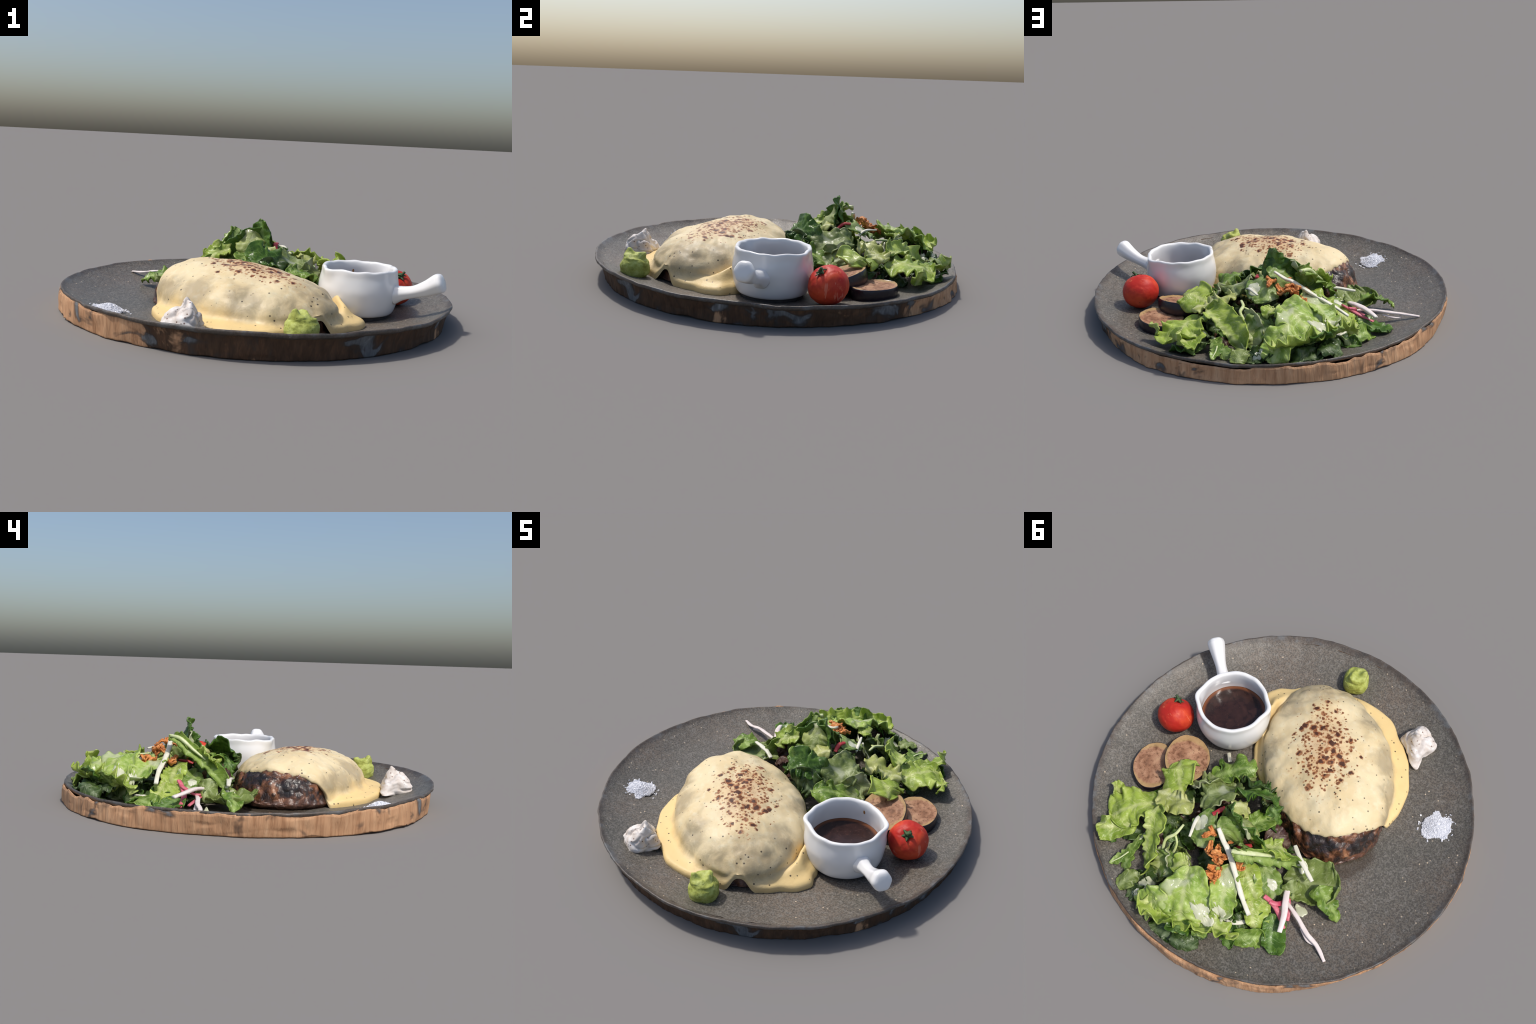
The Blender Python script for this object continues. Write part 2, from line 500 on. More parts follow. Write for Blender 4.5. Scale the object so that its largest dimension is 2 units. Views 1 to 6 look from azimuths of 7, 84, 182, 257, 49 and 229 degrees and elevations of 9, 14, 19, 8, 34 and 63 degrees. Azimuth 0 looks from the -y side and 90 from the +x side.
def mat_leaf(name, deep, base, tip, dressing=0.0, seed=0.0, gloss=0.35):
    """Local frame: x across the leaf, y along it. Pale near the rib, deeper outwards, veined."""
    m = NT(name, gloss, 0.4)
    oi = m.n('ShaderNodeObjectInfo')
    off = m.n('ShaderNodeVectorMath', operation='ADD')
    sc = m.n('ShaderNodeVectorMath', operation='SCALE')
    sc.inputs[0].default_value = (7.0, 5.0, 3.0)
    m.link(oi.outputs['Random'], sc.inputs['Scale'])
    m.link(m.tc.outputs['Object'], off.inputs[0])
    m.link(sc.outputs[0], off.inputs[1])
    P = off.outputs[0]
    n = m.noise(9 + seed, 4, 0.6, 0.4, P)
    n2 = m.noise(38, 3, 0.6, 0.3, P)
    c = m.mix(m.step(n, 0.32, 0.66), deep, base)
    c = m.mix(m.math('MULTIPLY', m.step(n2, 0.45, 0.7), 0.5), c, tip)
    sx = m.n('ShaderNodeSeparateXYZ')
    m.link(m.tc.outputs['Object'], sx.inputs[0])
    ax = m.math('ABSOLUTE', sx.outputs[0])
    # veins: chevron pattern around the rib, bent by noise
    mp = m.n('ShaderNodeCombineXYZ')
    m.link(m.math('MULTIPLY', ax, 0.45), mp.inputs[0])
    m.link(m.math('SUBTRACT', sx.outputs[1], m.math('MULTIPLY', ax, 0.8)), mp.inputs[1])
    ve = m.noise(30, 2, 0.5, 0.8, mp.outputs[0])
    vein = m.math('SUBTRACT', 1.0, m.step(m.math('ABSOLUTE', m.math('SUBTRACT', ve, 0.5)), 0.0, 0.028))
    fade = m.step(ax, 0.11, 0.02)
    vein = m.math('MULTIPLY', vein, m.math('ADD', 0.10, m.math('MULTIPLY', fade, 0.2)))
    pale = tuple(min(0.8, v * 1.2 + 0.13) for v in tip)
    c = m.mix(vein, c, pale)
    rib = m.step(m.math('ADD', ax, m.math('MULTIPLY', n2, 0.012)), 0.022, 0.008)
    c = m.mix(m.math('MULTIPLY', rib, 0.35), c, pale)
    rough = gloss
    if dressing > 0:
        d = m.noise(7.5, 2, 0.45, 0.6, P)
        dm = m.step(d, 0.66 - dressing * 0.2, 0.75 - dressing * 0.2)
        c = m.mix(m.math('MULTIPLY', dm, 0.62), c, (0.60, 0.62, 0.44))
        m.put(m.b.inputs['Roughness'], m.math('SUBTRACT', gloss + 0.05, m.math('MULTIPLY', dm, 0.25)))
    m.color(c)
    m.bump(m.math('ADD', m.math('MULTIPLY', n2, 0.6), m.math('MULTIPLY', vein, -1.2)), 0.45, 0.006)
    tr = m.n('ShaderNodeBsdfTranslucent')
    tc = m.mix(0.5, c, tip)
    m.link(tc, tr.inputs['Color'])
    ms = m.n('ShaderNodeMixShader')
    ms.inputs[0].default_value = 0.22
    m.link(m.b.outputs[0], ms.inputs[1])
    m.link(tr.outputs[0], ms.inputs[2])
    m.link(ms.outputs[0], m.out.inputs[0])
    return m.m


# ------------------------------------------------------- plate and its base
RIM = [(14, 0.993), (34, 0.993), (56, 0.990), (80, 0.984), (102, 0.980), (141, 0.978), (165, 0.987), (190, 0.995),
       (230, 0.988), (280, 1.0), (320, 1.002), (346, 0.996)]


def rim_r(th):
    return lerp_table(RIM, math.degrees(th)) + 0.005 * fbm(cos(th), sin(th), 0.0, 5.0, 3.0, 4) - 0.007 * max(0.0, nz(cos(th), sin(th), 0, 16, 8) - 0.2)


def rim_z(th):
    return 0.108 - 0.018 * sin(th) + 0.004 * fbm(cos(th), sin(th), 0.3, 4.0, 9.0, 4) - 0.007 * max(0.0, nz(cos(th), sin(th), 2, 13, 3) - 0.15)


# bowl section: fraction of the radius -> height
BOWL = [(0.0, 0.009), (0.3, 0.010), (0.45, 0.0125), (0.63, 0.0205), (0.74, 0.031), (0.84, 0.0475), (0.92, 0.0735), (1.0, 0.108)]


def floor_z(r, th=0.0):
    t = r / 0.985
    zr = 0.108 - 0.018 * sin(th)
    base = 0.008
    for (a, za), (b, zb) in zip(BOWL, BOWL[1:]):
        if t <= b or b == BOWL[-1][0]:
            f = (t - a) / (b - a)
            f = f * (0.7 + 0.3 * f)
            base = za + (zb - za) * f
            break
    return base * (1 + (zr / 0.108 - 1) * smooth(0.3, 1.0, t))


def plate_z(x, y):
    return floor_z(hypot(x, y), atan2(y, x))


def build_plate():
    nt = 420
    rs = [0.02] + [i / 40 for i in range(2, 40)]
    V = []
    rings = 0
    for t in rs:
        for i in range(nt):
            th = 2 * pi * i / nt
            R = rim_r(th)
            r = t * (R - 0.012)
            z = floor_z(r * 0.985 / (R - 0.004), th)
            z += (rim_z(th) - (0.108 - 0.018 * sin(th))) * t ** 6 + 0.0012 * nz(r * cos(th), r * sin(th), 0, 9)
            V.append((r * cos(th), r * sin(th), z))
        rings += 1
    for dr, dz in [(-0.010, 0.0), (-0.004, 0.004), (0.0, 0.001), (0.001, -0.006), (-0.003, -0.014), (-0.014, -0.02), (-0.06, -0.040), (-0.35, -0.070)]:
        for i in range(nt):
            th = 2 * pi * i / nt
            R = rim_r(th) + dr + 0.0025 * nz(cos(th), sin(th), dz * 40, 22)
            z = rim_z(th) + dz
            if dr < -0.3:
                z = 0.010
            elif dr < -0.05:
                z = rim_z(th) - 0.040
            V.append((R * cos(th), R * sin(th), z))
        rings += 1
    me = mesh_data('stoneware_plate', V, revolve_faces(nt, rings), mat_plate())
    fix_normals(me)
    ob = add('stoneware_plate', me)
    tag(ob, 'shallow round dark grey speckled stoneware dinner plate', 'plate')
    return ob


WOOD_TOP = [(0, 0.976), (60, 0.989), (88, 0.990), (110, 0.994), (140, 0.990), (170, 0.992), (200, 1.000), (235, 0.985), (262, 0.976), (300, 0.970), (335, 0.972)]
WOOD_BOT = [(0, 0.957), (30, 0.972), (60, 0.998), (97, 0.995), (115, 1.002), (132, 0.998), (156, 0.974), (185, 0.982), (206, 1.003), (235, 0.973), (252, 0.952),
            (286, 0.952), (314, 0.953), (347, 0.960)]


def build_wood():
    nt, nh = 900, 22
    V = []
    for j in range(nh):
        t = j / (nh - 1)
        for i in range(nt):
            th = 2 * pi * i / nt
            d = math.degrees(th)
            live = smooth(75, 110, d) * (1 - smooth(235, 265, d))
            rt = lerp_table(WOOD_TOP, d)
            rb = lerp_table(WOOD_BOT, d)
            c, s = cos(th), sin(th)
            jag = 0.010 * fbm(c, s, 0.0, 9, 21, 4)
            ztop = rim_z(th) - 0.016 + 0.010 * live + jag * (0.4 + live)
            zb = 0.0 + 0.010 * max(0.0, fbm(c, s, 0.7, 7, 5, 3))
            if 200 < d < 216:
                zb += 0.006
            z = zb + (ztop - zb) * t
            r = rb + (rt - rb) * t + (0.006 * live - 0.004) * sin(pi * t)
            r += 0.007 * fbm(c, s, t * 0.10, 9, 2, 2) + 0.003 * nz(c, s, t * 0.05, 24) * (1 + nz(c, s, 0, 3, 7))
            r += 0.0022 * nz(c, s, t * 0.02, 95, 4) - 0.008 * max(0.0, nz(c, s, t * 0.4, 8, 31) - 0.28)
            if t > 0.93:
                r -= 0.004
            V.append((r * c, r * s, z))
    for (rr, zz) in [(0.955, -0.012), (0.91, -0.032), (0.80, -0.062), (0.68, -0.1)]:
        for i in range(nt):
            th = 2 * pi * i / nt
            z = rim_z(th) - 0.028 + zz
            V.append((rr * cos(th), rr * sin(th), max(0.002, z)))
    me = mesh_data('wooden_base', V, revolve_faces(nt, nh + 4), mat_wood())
    fix_normals(me)
    ob = add('wooden_base', me)
    tag(ob, 'round live-edge wooden slab with rough bark edge', 'wooden board')
    return ob


# ------------------------------------------------- steak with melted cheese
DC = (-0.031, -0.278)
DA, DB, DROT = 0.514, 0.344, -0.576
DH, DTX, DSK, DN, DM, DZ = 0.271, -0.122, 0.156, 1.95, 1.80, 0.068


def dome_R(phi):
    """radius of the steak outline in its own frame"""
    return 1 / (abs(cos(phi) / DA) ** DN + abs(sin(phi) / DB) ** DN) ** (1 / DN)


def dome_pt(az, rho, swell=1.0):
    phi = az - DROT
    R = dome_R(phi) * swell
    # a few soft lumps in the outline
    R *= 1 + 0.018 * nz(cos(az), sin(az), 0, 2.2, 4)
    lx, ly = rho * R * cos(phi), rho * R * sin(phi)
    x, y = DC[0] + R * rho * cos(az), DC[1] + R * rho * sin(az)
    h = max(0.0, 1 - min(1.0, rho) ** DM) ** 0.44
    z = DZ + (DH - DZ) * h * (1 + DTX * lx / DA + DSK * (lx / DA) ** 2)
    lump = 0.015 * nz(x, y, 0, 6, 5) + 0.007 * nz(x, y, 0, 15, 8) + 0.003 * nz(x, y, 0, 34, 3)
    # soft folds where the cheese sagged round the flanks
    fold = 0.016 * (abs(nz(x, y, z, 8.5, 21)) - 0.22) * smooth(0.55, 0.85, rho)
    bulge = 0.0
    for bx, by, br, ba in ((0.30, -0.49, 0.15, 0.011), (0.13, -0.04, 0.13, 0.018), (-0.30, -0.30, 0.12, 0.008)):
        g = ba * exp(-((x - bx) ** 2 + (y - by) ** 2) / br ** 2)
        bulge += g
    z += (lump + fold + bulge * 0.9 * smooth(0.5, 0.85, rho)) * smooth(0, 0.3, h)
    k = 1 + (lump * 0.5 + bulge * 0.6 + fold * 0.9) * smooth(0.6, 0.95, rho) / max(0.1, R)
    x, y = DC[0] + (x - DC[0]) * k, DC[1] + (y - DC[1]) * k
    return x, y, z


def build_patty(parent):
    nt, nr = 320, 80
    V = []
    for j in range(nr):
        for i in range(nt):
            az = 2 * pi * i / nt
            d = math.degrees(az)
            bare = smooth(75, 100, d) * (1 - smooth(165, 190, d))
            if j < 50:
                rho = 0.02 + 0.98 * (j / 49) ** 0.7
                x, y, z = dome_pt(az, rho, 0.955 + 0.045 * bare)
                z -= 0.022 * (1 - bare * 0.35) + 0.012 * bare * 0
            else:
                t = (j - 49) / (nr - 50)
                x0, y0, z0 = dome_pt(az, 1.0, 0.955 + 0.045 * bare)
                z0 -= 0.022 * (1 - bare * 0.35)
                k = 1 + 0.025 * sin(pi * t) - 0.07 * t * t
                x, y = DC[0] + (x0 - DC[0]) * k, DC[1] + (y0 - DC[1]) * k
                z = z0 + (plate_z(x, y) - 0.002 - z0) * t
            # coarse mince: lumps and cracks
            rel = 0.012 * fbm(x, y, z, 14, 3, 3) - 0.016 * max(0, abs(nz(x, y, z * 1.3, 19, 7)) * -2 + 0.35) + 0.005 * nz(x, y, z, 32, 2) + 0.004 * nz(x, y, z, 70, 2) + 0.0025 * nz(x, y, z, 130, 2)
            w = smooth(0.35, 0.7, j / 50)
            l = hypot(x - DC[0], y - DC[1])
            x += (x - DC[0]) / max(l, .01) * rel * w * (1 if j < nr - 2 else 0.6)
            y += (y - DC[1]) / max(l, .01) * rel * w * (1 if j < nr - 2 else 0.6)
            z += rel * 0.5 if j < 64 else 0
            V.append((x, y, z))
    me = mesh_data('meat_patty', V, revolve_faces(nt, nr), mat_patty())
    fix_normals(me)
    return add('meat_patty', me, parent)


# outer edge of the cheese pool: azimuth (deg) -> reach from the steak's middle
POOL = [(0, 0.558), (12, 0.50), (25, 0.43), (38, 0.405), (60, 0.36), (78, 0.345), (185, 0.45), (197, 0.437), (214, 0.447), (229, 0.442), (241, 0.45),
        (258, 0.455), (275, 0.492), (289, 0.497), (305, 0.503), (316, 0.52), (326, 0.535), (338, 0.555), (348, 0.595), (354, 0.60)]
CUT = [(84, 0.975), (92, 0.935), (107, 0.90), (122, 0.87), (132, 0.845), (142, 0.815), (155, 0.825), (165, 0.87), (174, 0.925), (182, 0.98)]


def build_cheese(parent):
    nt, N = 360, 72
    V = []
    for i in range(nt):
        az = 2 * pi * i / nt
        d = math.degrees(az)
        pts = []
        bare = 82 <= d <= 183
        arch = exp(-(abs(d - 319.5) / 5.4) ** 3)      # little open arch where the pool is torn
        if bare:
            cut = lerp_table(CUT, d) + 0.018 * nz(cos(az), sin(az), 0, 14)
            for k in range(24):
                pts.append(dome_pt(az, 0.012 + (cut - 0.012) * k / 23))
            x1, y1, z1 = pts[-1]
            x0, y0, z0 = pts[-2]
            ux, uz = cos(az), 0
            # rolled lip
            e = 0.010
            pts[-1] = (x1, y1, z1 - 0.003)
            pts.append((x1 + cos(az) * e * 0.5, y1 + sin(az) * e * 0.5, z1 - 0.013))
            pts.append((x1 + cos(az) * e * 0.1, y1 + sin(az) * e * 0.1, z1 - 0.028))
            pts.append((x1 - cos(az) * 0.05, y1 - sin(az) * 0.05, z1 - 0.03))
        else:
            R = lerp_table(POOL, d) + 0.006 * nz(cos(az), sin(az), 0, 6, 2)
            for k in range(23):
                pts.append(dome_pt(az, 0.012 + 0.968 * (k / 22) ** 0.9))
            rd = hypot(pts[-1][0] - DC[0], pts[-1][1] - DC[1])
            zl = pts[-1][2]
            cup = exp(-((((d + 180) % 360) - 180 - 6) / 16.0) ** 2)
            def P(r, z):
                x, y = DC[0] + r * cos(az), DC[1] + r * sin(az)
                return (x, y, plate_z(x, y) + z)
            gap = max(0.02, R - rd)
            f = min(1.0, gap / 0.1)
            hfoot = 0.041 * f + 0.045 * (1 - f)
            if 180 < d < 199:      # the flow thins out to a wedge beside the bare end
                tp = smooth(178, 198, d)
                hfoot *= 0.3 + 0.7 * tp
                gap *= 0.45 + 0.55 * tp
            pts.append(P(rd + gap * 0.08, max(hfoot * 1.5, (zl - 0.05) * 0.7 + 0.02)))
            pts.append(P(rd + gap * 0.28, hfoot * 1.25 + 0.085 * cup))
            pts.append(P(rd + gap * 0.60, hfoot + 0.03 * cup + 0.004 * nz(d, 0, 0, .1)))
            pts.append(P(rd + gap * 0.88, hfoot * 0.80 + 0.01 * cup))
            pts.append(P(rd + gap * 0.98, hfoot * 0.52))
            pts.append(P(rd + gap * 1.0, hfoot * 0.22))
            pts.append(P(rd + gap * 0.985, -0.004))
            if arch > 0.05:
                # lift the hem so the dark steak shows below it
                m = len(pts)
                for k in range(23, m):
                    x, y, z = pts[k]
                    pull = arch * 0.9
                    rr = rd + (hypot(x - DC[0], y - DC[1]) - rd) * (1 - pull)
                    t = (k - 22) / (m - 23)
                    zz = z + (zl + 0.012 - 0.022 * t - z) * arch * 0.85
                    pts[k] = (DC[0] + rr * cos(az), DC[1] + rr * sin(az), zz)
        fine = crom(pts, 160)
        res = arc_resample(fine, N)
        V += res
    # smooth azimuthally near the transitions
    for _ in range(3):
        W = list(V)
        for i in range(nt):
            d = 360 * i / nt
            w = 0.5 if (74 < d < 92 or 172 < d < 196) else 0.12
            for j in range(N):
                a, b, c = V[((i - 1) % nt) * N + j], V[i * N + j], V[((i + 1) % nt) * N + j]
                W[i * N + j] = tuple(b[k] * (1 - w) + (a[k] + c[k]) * 0.5 * w for k in range(3))
        V = W
    # ring-major order for faces
    VV = [V[i * N + j] for j in range(N) for i in range(nt)]
    me = mesh_data('melted_cheese', VV, revolve_faces(nt, N, True, False), mat_cheese())
    fix_normals(me)
    ob = add('melted_cheese', me, parent)
    return ob


# ----------------------------------------------------------- sauce pitcher
CUP = (0.525, -0.076)
SPOUTS = [radians(-141), radians(39)]


def build_cup():
    root = empty('sauce_cup', (CUP[0], CUP[1], 0.04))
    tag(root, 'small white ceramic sauce pan filled with brown sauce', 'sauce cup')
    mat = mat_ceramic()
    prof = [(0.02, 0.043), (0.12, 0.043), (0.158, 0.042), (0.173, 0.047), (0.183, 0.062), (0.192, 0.09), (0.199, 0.13), (0.2015, 0.165), (0.198, 0.20),
            (0.192, 0.235), (0.191, 0.255), (0.190, 0.264), (0.186, 0.269), (0.179, 0.270), (0.172, 0.266), (0.168, 0.257), (0.167, 0.235),
            (0.170, 0.20), (0.174, 0.16), (0.172, 0.12), (0.15, 0.09), (0.02, 0.085)]
    P = crom(prof, 74)
    nt = 144
    V = []
    for r, z in P:
        for i in range(nt):
            th = 2 * pi * i / nt
            up = smooth(0.19, 0.27, z)
            g = max(exp(-(((th - s + pi) % (2 * pi) - pi) / 0.24) ** 2) for s in SPOUTS)
            wide = max(exp(-(((th - s + pi) % (2 * pi) - pi) / 0.6) ** 2) for s in SPOUTS)
            rr = r * (1 + (0.085 * g - 0.02 * (wide - g)) * up)
            rr *= 1 + 0.010 * nz(cos(th), sin(th), z * 6, 2.6, 2)
            zz = z + up * (0.006 * nz(cos(th), sin(th), 0, 3.5, 6) - 0.004 * g)
            V.append((rr * cos(th), rr * sin(th), zz - 0.04))
    me = mesh_data('cup_body', V, revolve_faces(nt, len(P)), mat)
    fix_normals(me)
    add('cup_body', me, root)
    # near-black disc modelled for the shadow beneath the pan
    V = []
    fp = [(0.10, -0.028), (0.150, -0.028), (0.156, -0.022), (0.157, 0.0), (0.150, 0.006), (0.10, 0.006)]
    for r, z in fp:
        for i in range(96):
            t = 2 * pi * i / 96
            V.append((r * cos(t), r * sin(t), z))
    me = mesh_data('cup_shadow_disc', V, revolve_faces(96, len(fp)), mat_plain('painted_cup_shadow', [(0.03, 0.028, 0.028), (0.06, 0.055, 0.05)], 60, 0.8))
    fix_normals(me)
    add('cup_shadow_disc', me, root)
    # handle: stub tube flaring to a rounded knob
    a, b = Vector((0.170, -0.070, 0.113)), Vector((0.384, -0.170, 0.202))
    path = [a, a.lerp(b, 0.2) + Vector((0, 0, -0.005)), a.lerp(b, 0.45) + Vector((0, 0, -0.012)), a.lerp(b, 0.7) + Vector((0, 0, -0.010)), a.lerp(b, 0.92), b]
    rad = [0.052, 0.036, 0.031, 0.039, 0.049, 0.047]
    pr = crom([tuple(p) + (r,) for p, r in zip(path, rad)], 40)
    end = pr[-1]
    ax = (b - a).normalized()
    for k, (u, s) in enumerate([(0.006, 0.93), (0.011, 0.8), (0.014, 0.55), (0.015, 0.2)]):
        pr.append((end[0] + ax.x * u, end[1] + ax.y * u, end[2] + ax.z * u, end[3] * s))
    side = ax.cross(Vector((0, 0, 1))).normalized()
    upv = side.cross(ax)
    V = []
    n = 40
    for (x, y, z, r) in pr:
        for i in range(n):
            t = 2 * pi * i / n
            k = 1 + 0.03 * cos(6 * t)
            V.append(tuple(Vector((x, y, z)) + side * r * 0.95 * k * cos(t) + upv * r * k * sin(t)))
    me = mesh_data('cup_handle', V, revolve_faces(n, len(pr)), mat)
    fix_normals(me)
    add('cup_handle', me, root)
    # sauce inside
    n = 96
    V = []
    rr = [0.01, 0.05, 0.1, 0.14, 0.160, 0.1705, 0.1735]
    for r in rr:
        for i in range(n):
            t = 2 * pi * i / n
            z = 0.143 + 0.0025 * nz(r * cos(t), r * sin(t), 0, 14) + (0.004 if r > 0.168 else 0)
            V.append((r * cos(t), r * sin(t), z - 0.04))
    for i in range(n):
        t = 2 * pi * i / n
        V.append((0.15 * cos(t), 0.15 * sin(t), 0.115 - 0.04))
    me = mesh_data('brown_sauce', V, revolve_faces(n, len(rr) + 1), mat_sauce())
    fix_normals(me)
    ms = add('brown_sauce', me, root)
    # a dribble on the inner wall
    bm = bmesh.new()
    bmesh.ops.create_uvsphere(bm, u_segments=12, v_segments=8, radius=1)
    me = bpy.data.meshes.new('sauce_drip')
    for v in bm.verts:
        v.co = Vector((v.co.x * 0.004, v.co.y * 0.006, v.co.z * 0.013))
    bm.to_mesh(me)
    bm.free()
    me.polygons.foreach_set("use_smooth", [True] * len(me.polygons))
    me.materials.append(mat_plain('sauce_stain', [(0.2, 0.09, 0.03), (0.3, 0.15, 0.05)], 40, 0.3))
    o = add('sauce_drip', me, root, (0.169 * cos(1.75), 0.169 * sin(1.75), 0.175))
    o.rotation_euler = (0, 0, 1.75)
    return root


# ------------------------------------------------------------------ tomato
def build_tomato():
    c = Vector((0.718, 0.171, 0.126))
    root = empty('tomato', (c.x, c.y, 0.045))
    tag(root, 'small glossy red grilled tomato with green calyx', 'tomato')
    ax = Vector((0.30, -0.50, 0.82)).normalized()
    q = Vector((0, 0, 1)).rotation_difference(ax)
    n, m = 72, 48
    V = []
    for j in range(m):
        ph = pi * (j + 0.5) / m
        for i in range(n):
            t = 2 * pi * i / n
            r = 0.099 * (1 + 0.012 * cos(5 * t + 1) * sin(ph)) - 0.018 * exp(-(ph / 0.28) ** 2)
            p = q @ Vector((r * sin(ph) * cos(t), r * sin(ph) * sin(t), r * 0.95 * cos(ph)))
            r2 = 1 + 0.03 * nz(p.x, p.y, p.z, 12, 3) + 0.010 * nz(p.x, p.y, p.z, 36, 3) - 0.02 * max(0, 0.12 - abs(nz(p.x, p.y, p.z, 15, 9))) / 0.12
            p = c + p * r2
            p.z = max(p.z, 0.034 + (p.z - 0.034) * 0.2)
            V.append((p.x - c.x, p.y - c.y, p.z - 0.045))
    me = mesh_data('tomato_fruit', V, revolve_faces(n, m), mat_tomato())
    fix_normals(me)
    add('tomato_fruit', me, root)
    # calyx: five short sepals and a stem
    green = mat_plain('tomato_calyx', [(0.025, 0.05, 0.02), (0.06, 0.12, 0.04)], 40, 0.6)
    top = (q @ Vector((0, 0, 0.082))) + Vector((0, 0, c.z - 0.045))
    for k in range(5):
        a = 2 * pi * k / 5 + 0.4 + RNG.uniform(-.2, .2)
        L = RNG.uniform(0.030, 0.042)
        V, F = [], []
        for s in range(9):
            u = s / 8
            w = 0.013 * (1 - u) ** 0.7 * (0.6 + 0.4 * min(1, u * 5)) + 0.0008
            for side, hh in ((-1, 0), (0, 0.003), (1, 0), (0, -0.003)):
                p = Vector((cos(a), sin(a), 0)) * (L * u) + Vector((-sin(a), cos(a), 0)) * (w * side)
                p.z = hh + 0.012 - 10.0 * (L * u) ** 2 * (0.9 if k % 2 else 0.2) + 0.004 * sin(u * 3 + k)
                V.append(tuple(q @ p + top))
        for s in range(8):
            for i in range(4):
                a0, b0 = s * 4 + i, s * 4 + (i + 1) % 4
                F.append((a0, b0, b0 + 4, a0 + 4))
        F += [(3, 2, 1, 0), (32, 33, 34, 35)]
        me = mesh_data('sepal', V, F, green)
        fix_normals(me)
        add('sepal', me, root)
    pts = [tuple(top + q @ Vector((0, 0, 0.002)) ) + (0.009,), tuple(top + q @ Vector((0.004, 0.002, 0.018))) + (0.007,),
           tuple(top + q @ Vector((0.012, 0.012, 0.034))) + (0.006,)]
    tube('tomato_stem', pts, green, root, 10, 12)


def tube(name, pts, mat, parent, nu=24, n=10, flat=1.0, rough=0.0, origin=None):
    """solid strand along pts = (x, y, z, radius)"""
    P = crom(pts, nu)
    V = []
    prev = None
    for k, (x, y, z, r) in enumerate(P):
        a = Vector(P[max(0, k - 1)][:3])
        b = Vector(P[min(nu - 1, k + 1)][:3])
        t = (b - a).normalized()
        up = Vector((0, 0, 1)) if abs(t.z) < 0.9 else Vector((1, 0, 0))
        s = t.cross(up).normalized()
        if prev and s.dot(prev) < 0:
            s = -s
        prev = s
        v = s.cross(t)
        for i in range(n):
            q = 2 * pi * i / n
            c, d = cos(q), sin(q)
            # softly squared section
            m = 1 / (abs(c) ** 4 + abs(d) ** 4) ** 0.25
            rr = r * (1 + rough * 2.2 * nz(x * 26 + c * 0.8, y * 26 + d * 0.8, z * 26, 1.0))
            V.append(tuple(Vector((x, y, z)) + s * c * m * rr + v * d * m * rr * flat))
    me = mesh_data(name, V, revolve_faces(n, nu), mat)
    fix_normals(me)
    return add(name, me, parent)


# --------------------------------------------------------------- eggplant
def build_eggplant(centre, rx, ry, rot, thick, normal, mats):
    flesh, skin = mats
    root = empty('eggplant_slice', centre)
    tag(root, 'thick round roasted eggplant slice with dark skin', 'eggplant slice')
    q = Vector((0, 0, 1)).rotation_difference(Vector(normal).normalized())
    root.rotation_mode = 'QUATERNION'
    root.rotation_quaternion = q
    nt = 80

    def ring(r, z, wob=0.0):
        o = []
        for i in range(nt):
            t = 2 * pi * i / nt
            k = 1 + 0.06 * nz(cos(t), sin(t), 0, 1.2, centre[0] * 50) + 0.012 * nz(cos(t), sin(t), 0, 5, centre[1] * 50)
            x, y = rx * r * k * cos(t), ry * r * k * sin(t)
            x, y = x * cos(rot) - y * sin(rot), x * sin(rot) + y * cos(rot)
            o.append((x, y, z + wob * fbm(x, y, 0, 26, centre[1] * 30, 3)))
        return o
    V = []
    rs = [0.03, 0.2, 0.4, 0.55, 0.7, 0.82, 0.9, 0.955, 0.975]
    for r in rs:
        V += ring(r, -0.003 + (0.004 if r > 0.85 else -0.002 * (1 - r)), 0.004)
    V += ring(0.975, -0.02)
    me = mesh_data('eggplant_flesh', V, revolve_faces(nt, len(rs) + 1), flesh)
    fix_normals(me)
    add('eggplant_flesh', me, root)
    V = []
    sk = [(0.958, -0.004), (0.972, 0.0012), (0.99, -0.001), (1.0, -0.007), (1.012, -thick * 0.5), (0.99, -thick * 0.92), (0.96, -thick), (0.05, -thick)]
    for r, z in sk:
        V += ring(r, z)
    me = mesh_data('eggplant_skin', V, revolve_faces(nt, len(sk), False, True), skin)
    fix_normals(me)
    add('eggplant_skin', me, root)


# ---------------------------------------------------- dollops and salt heap
def build_dollop(name, label, cat, centre, base_r, height, mat, shape):
    n, m = 72, 60
    V = []
    for j in range(m):
        t = j / (m - 1)
        for i in range(n):
            th = 2 * pi * i / n
            V.append(shape(t, th))
    me = mesh_data(name, V, revolve_faces(n, m), mat)
    fix_normals(me)
    ob = add(name, me, None, centre)
    tag(ob, label, cat)
    return ob


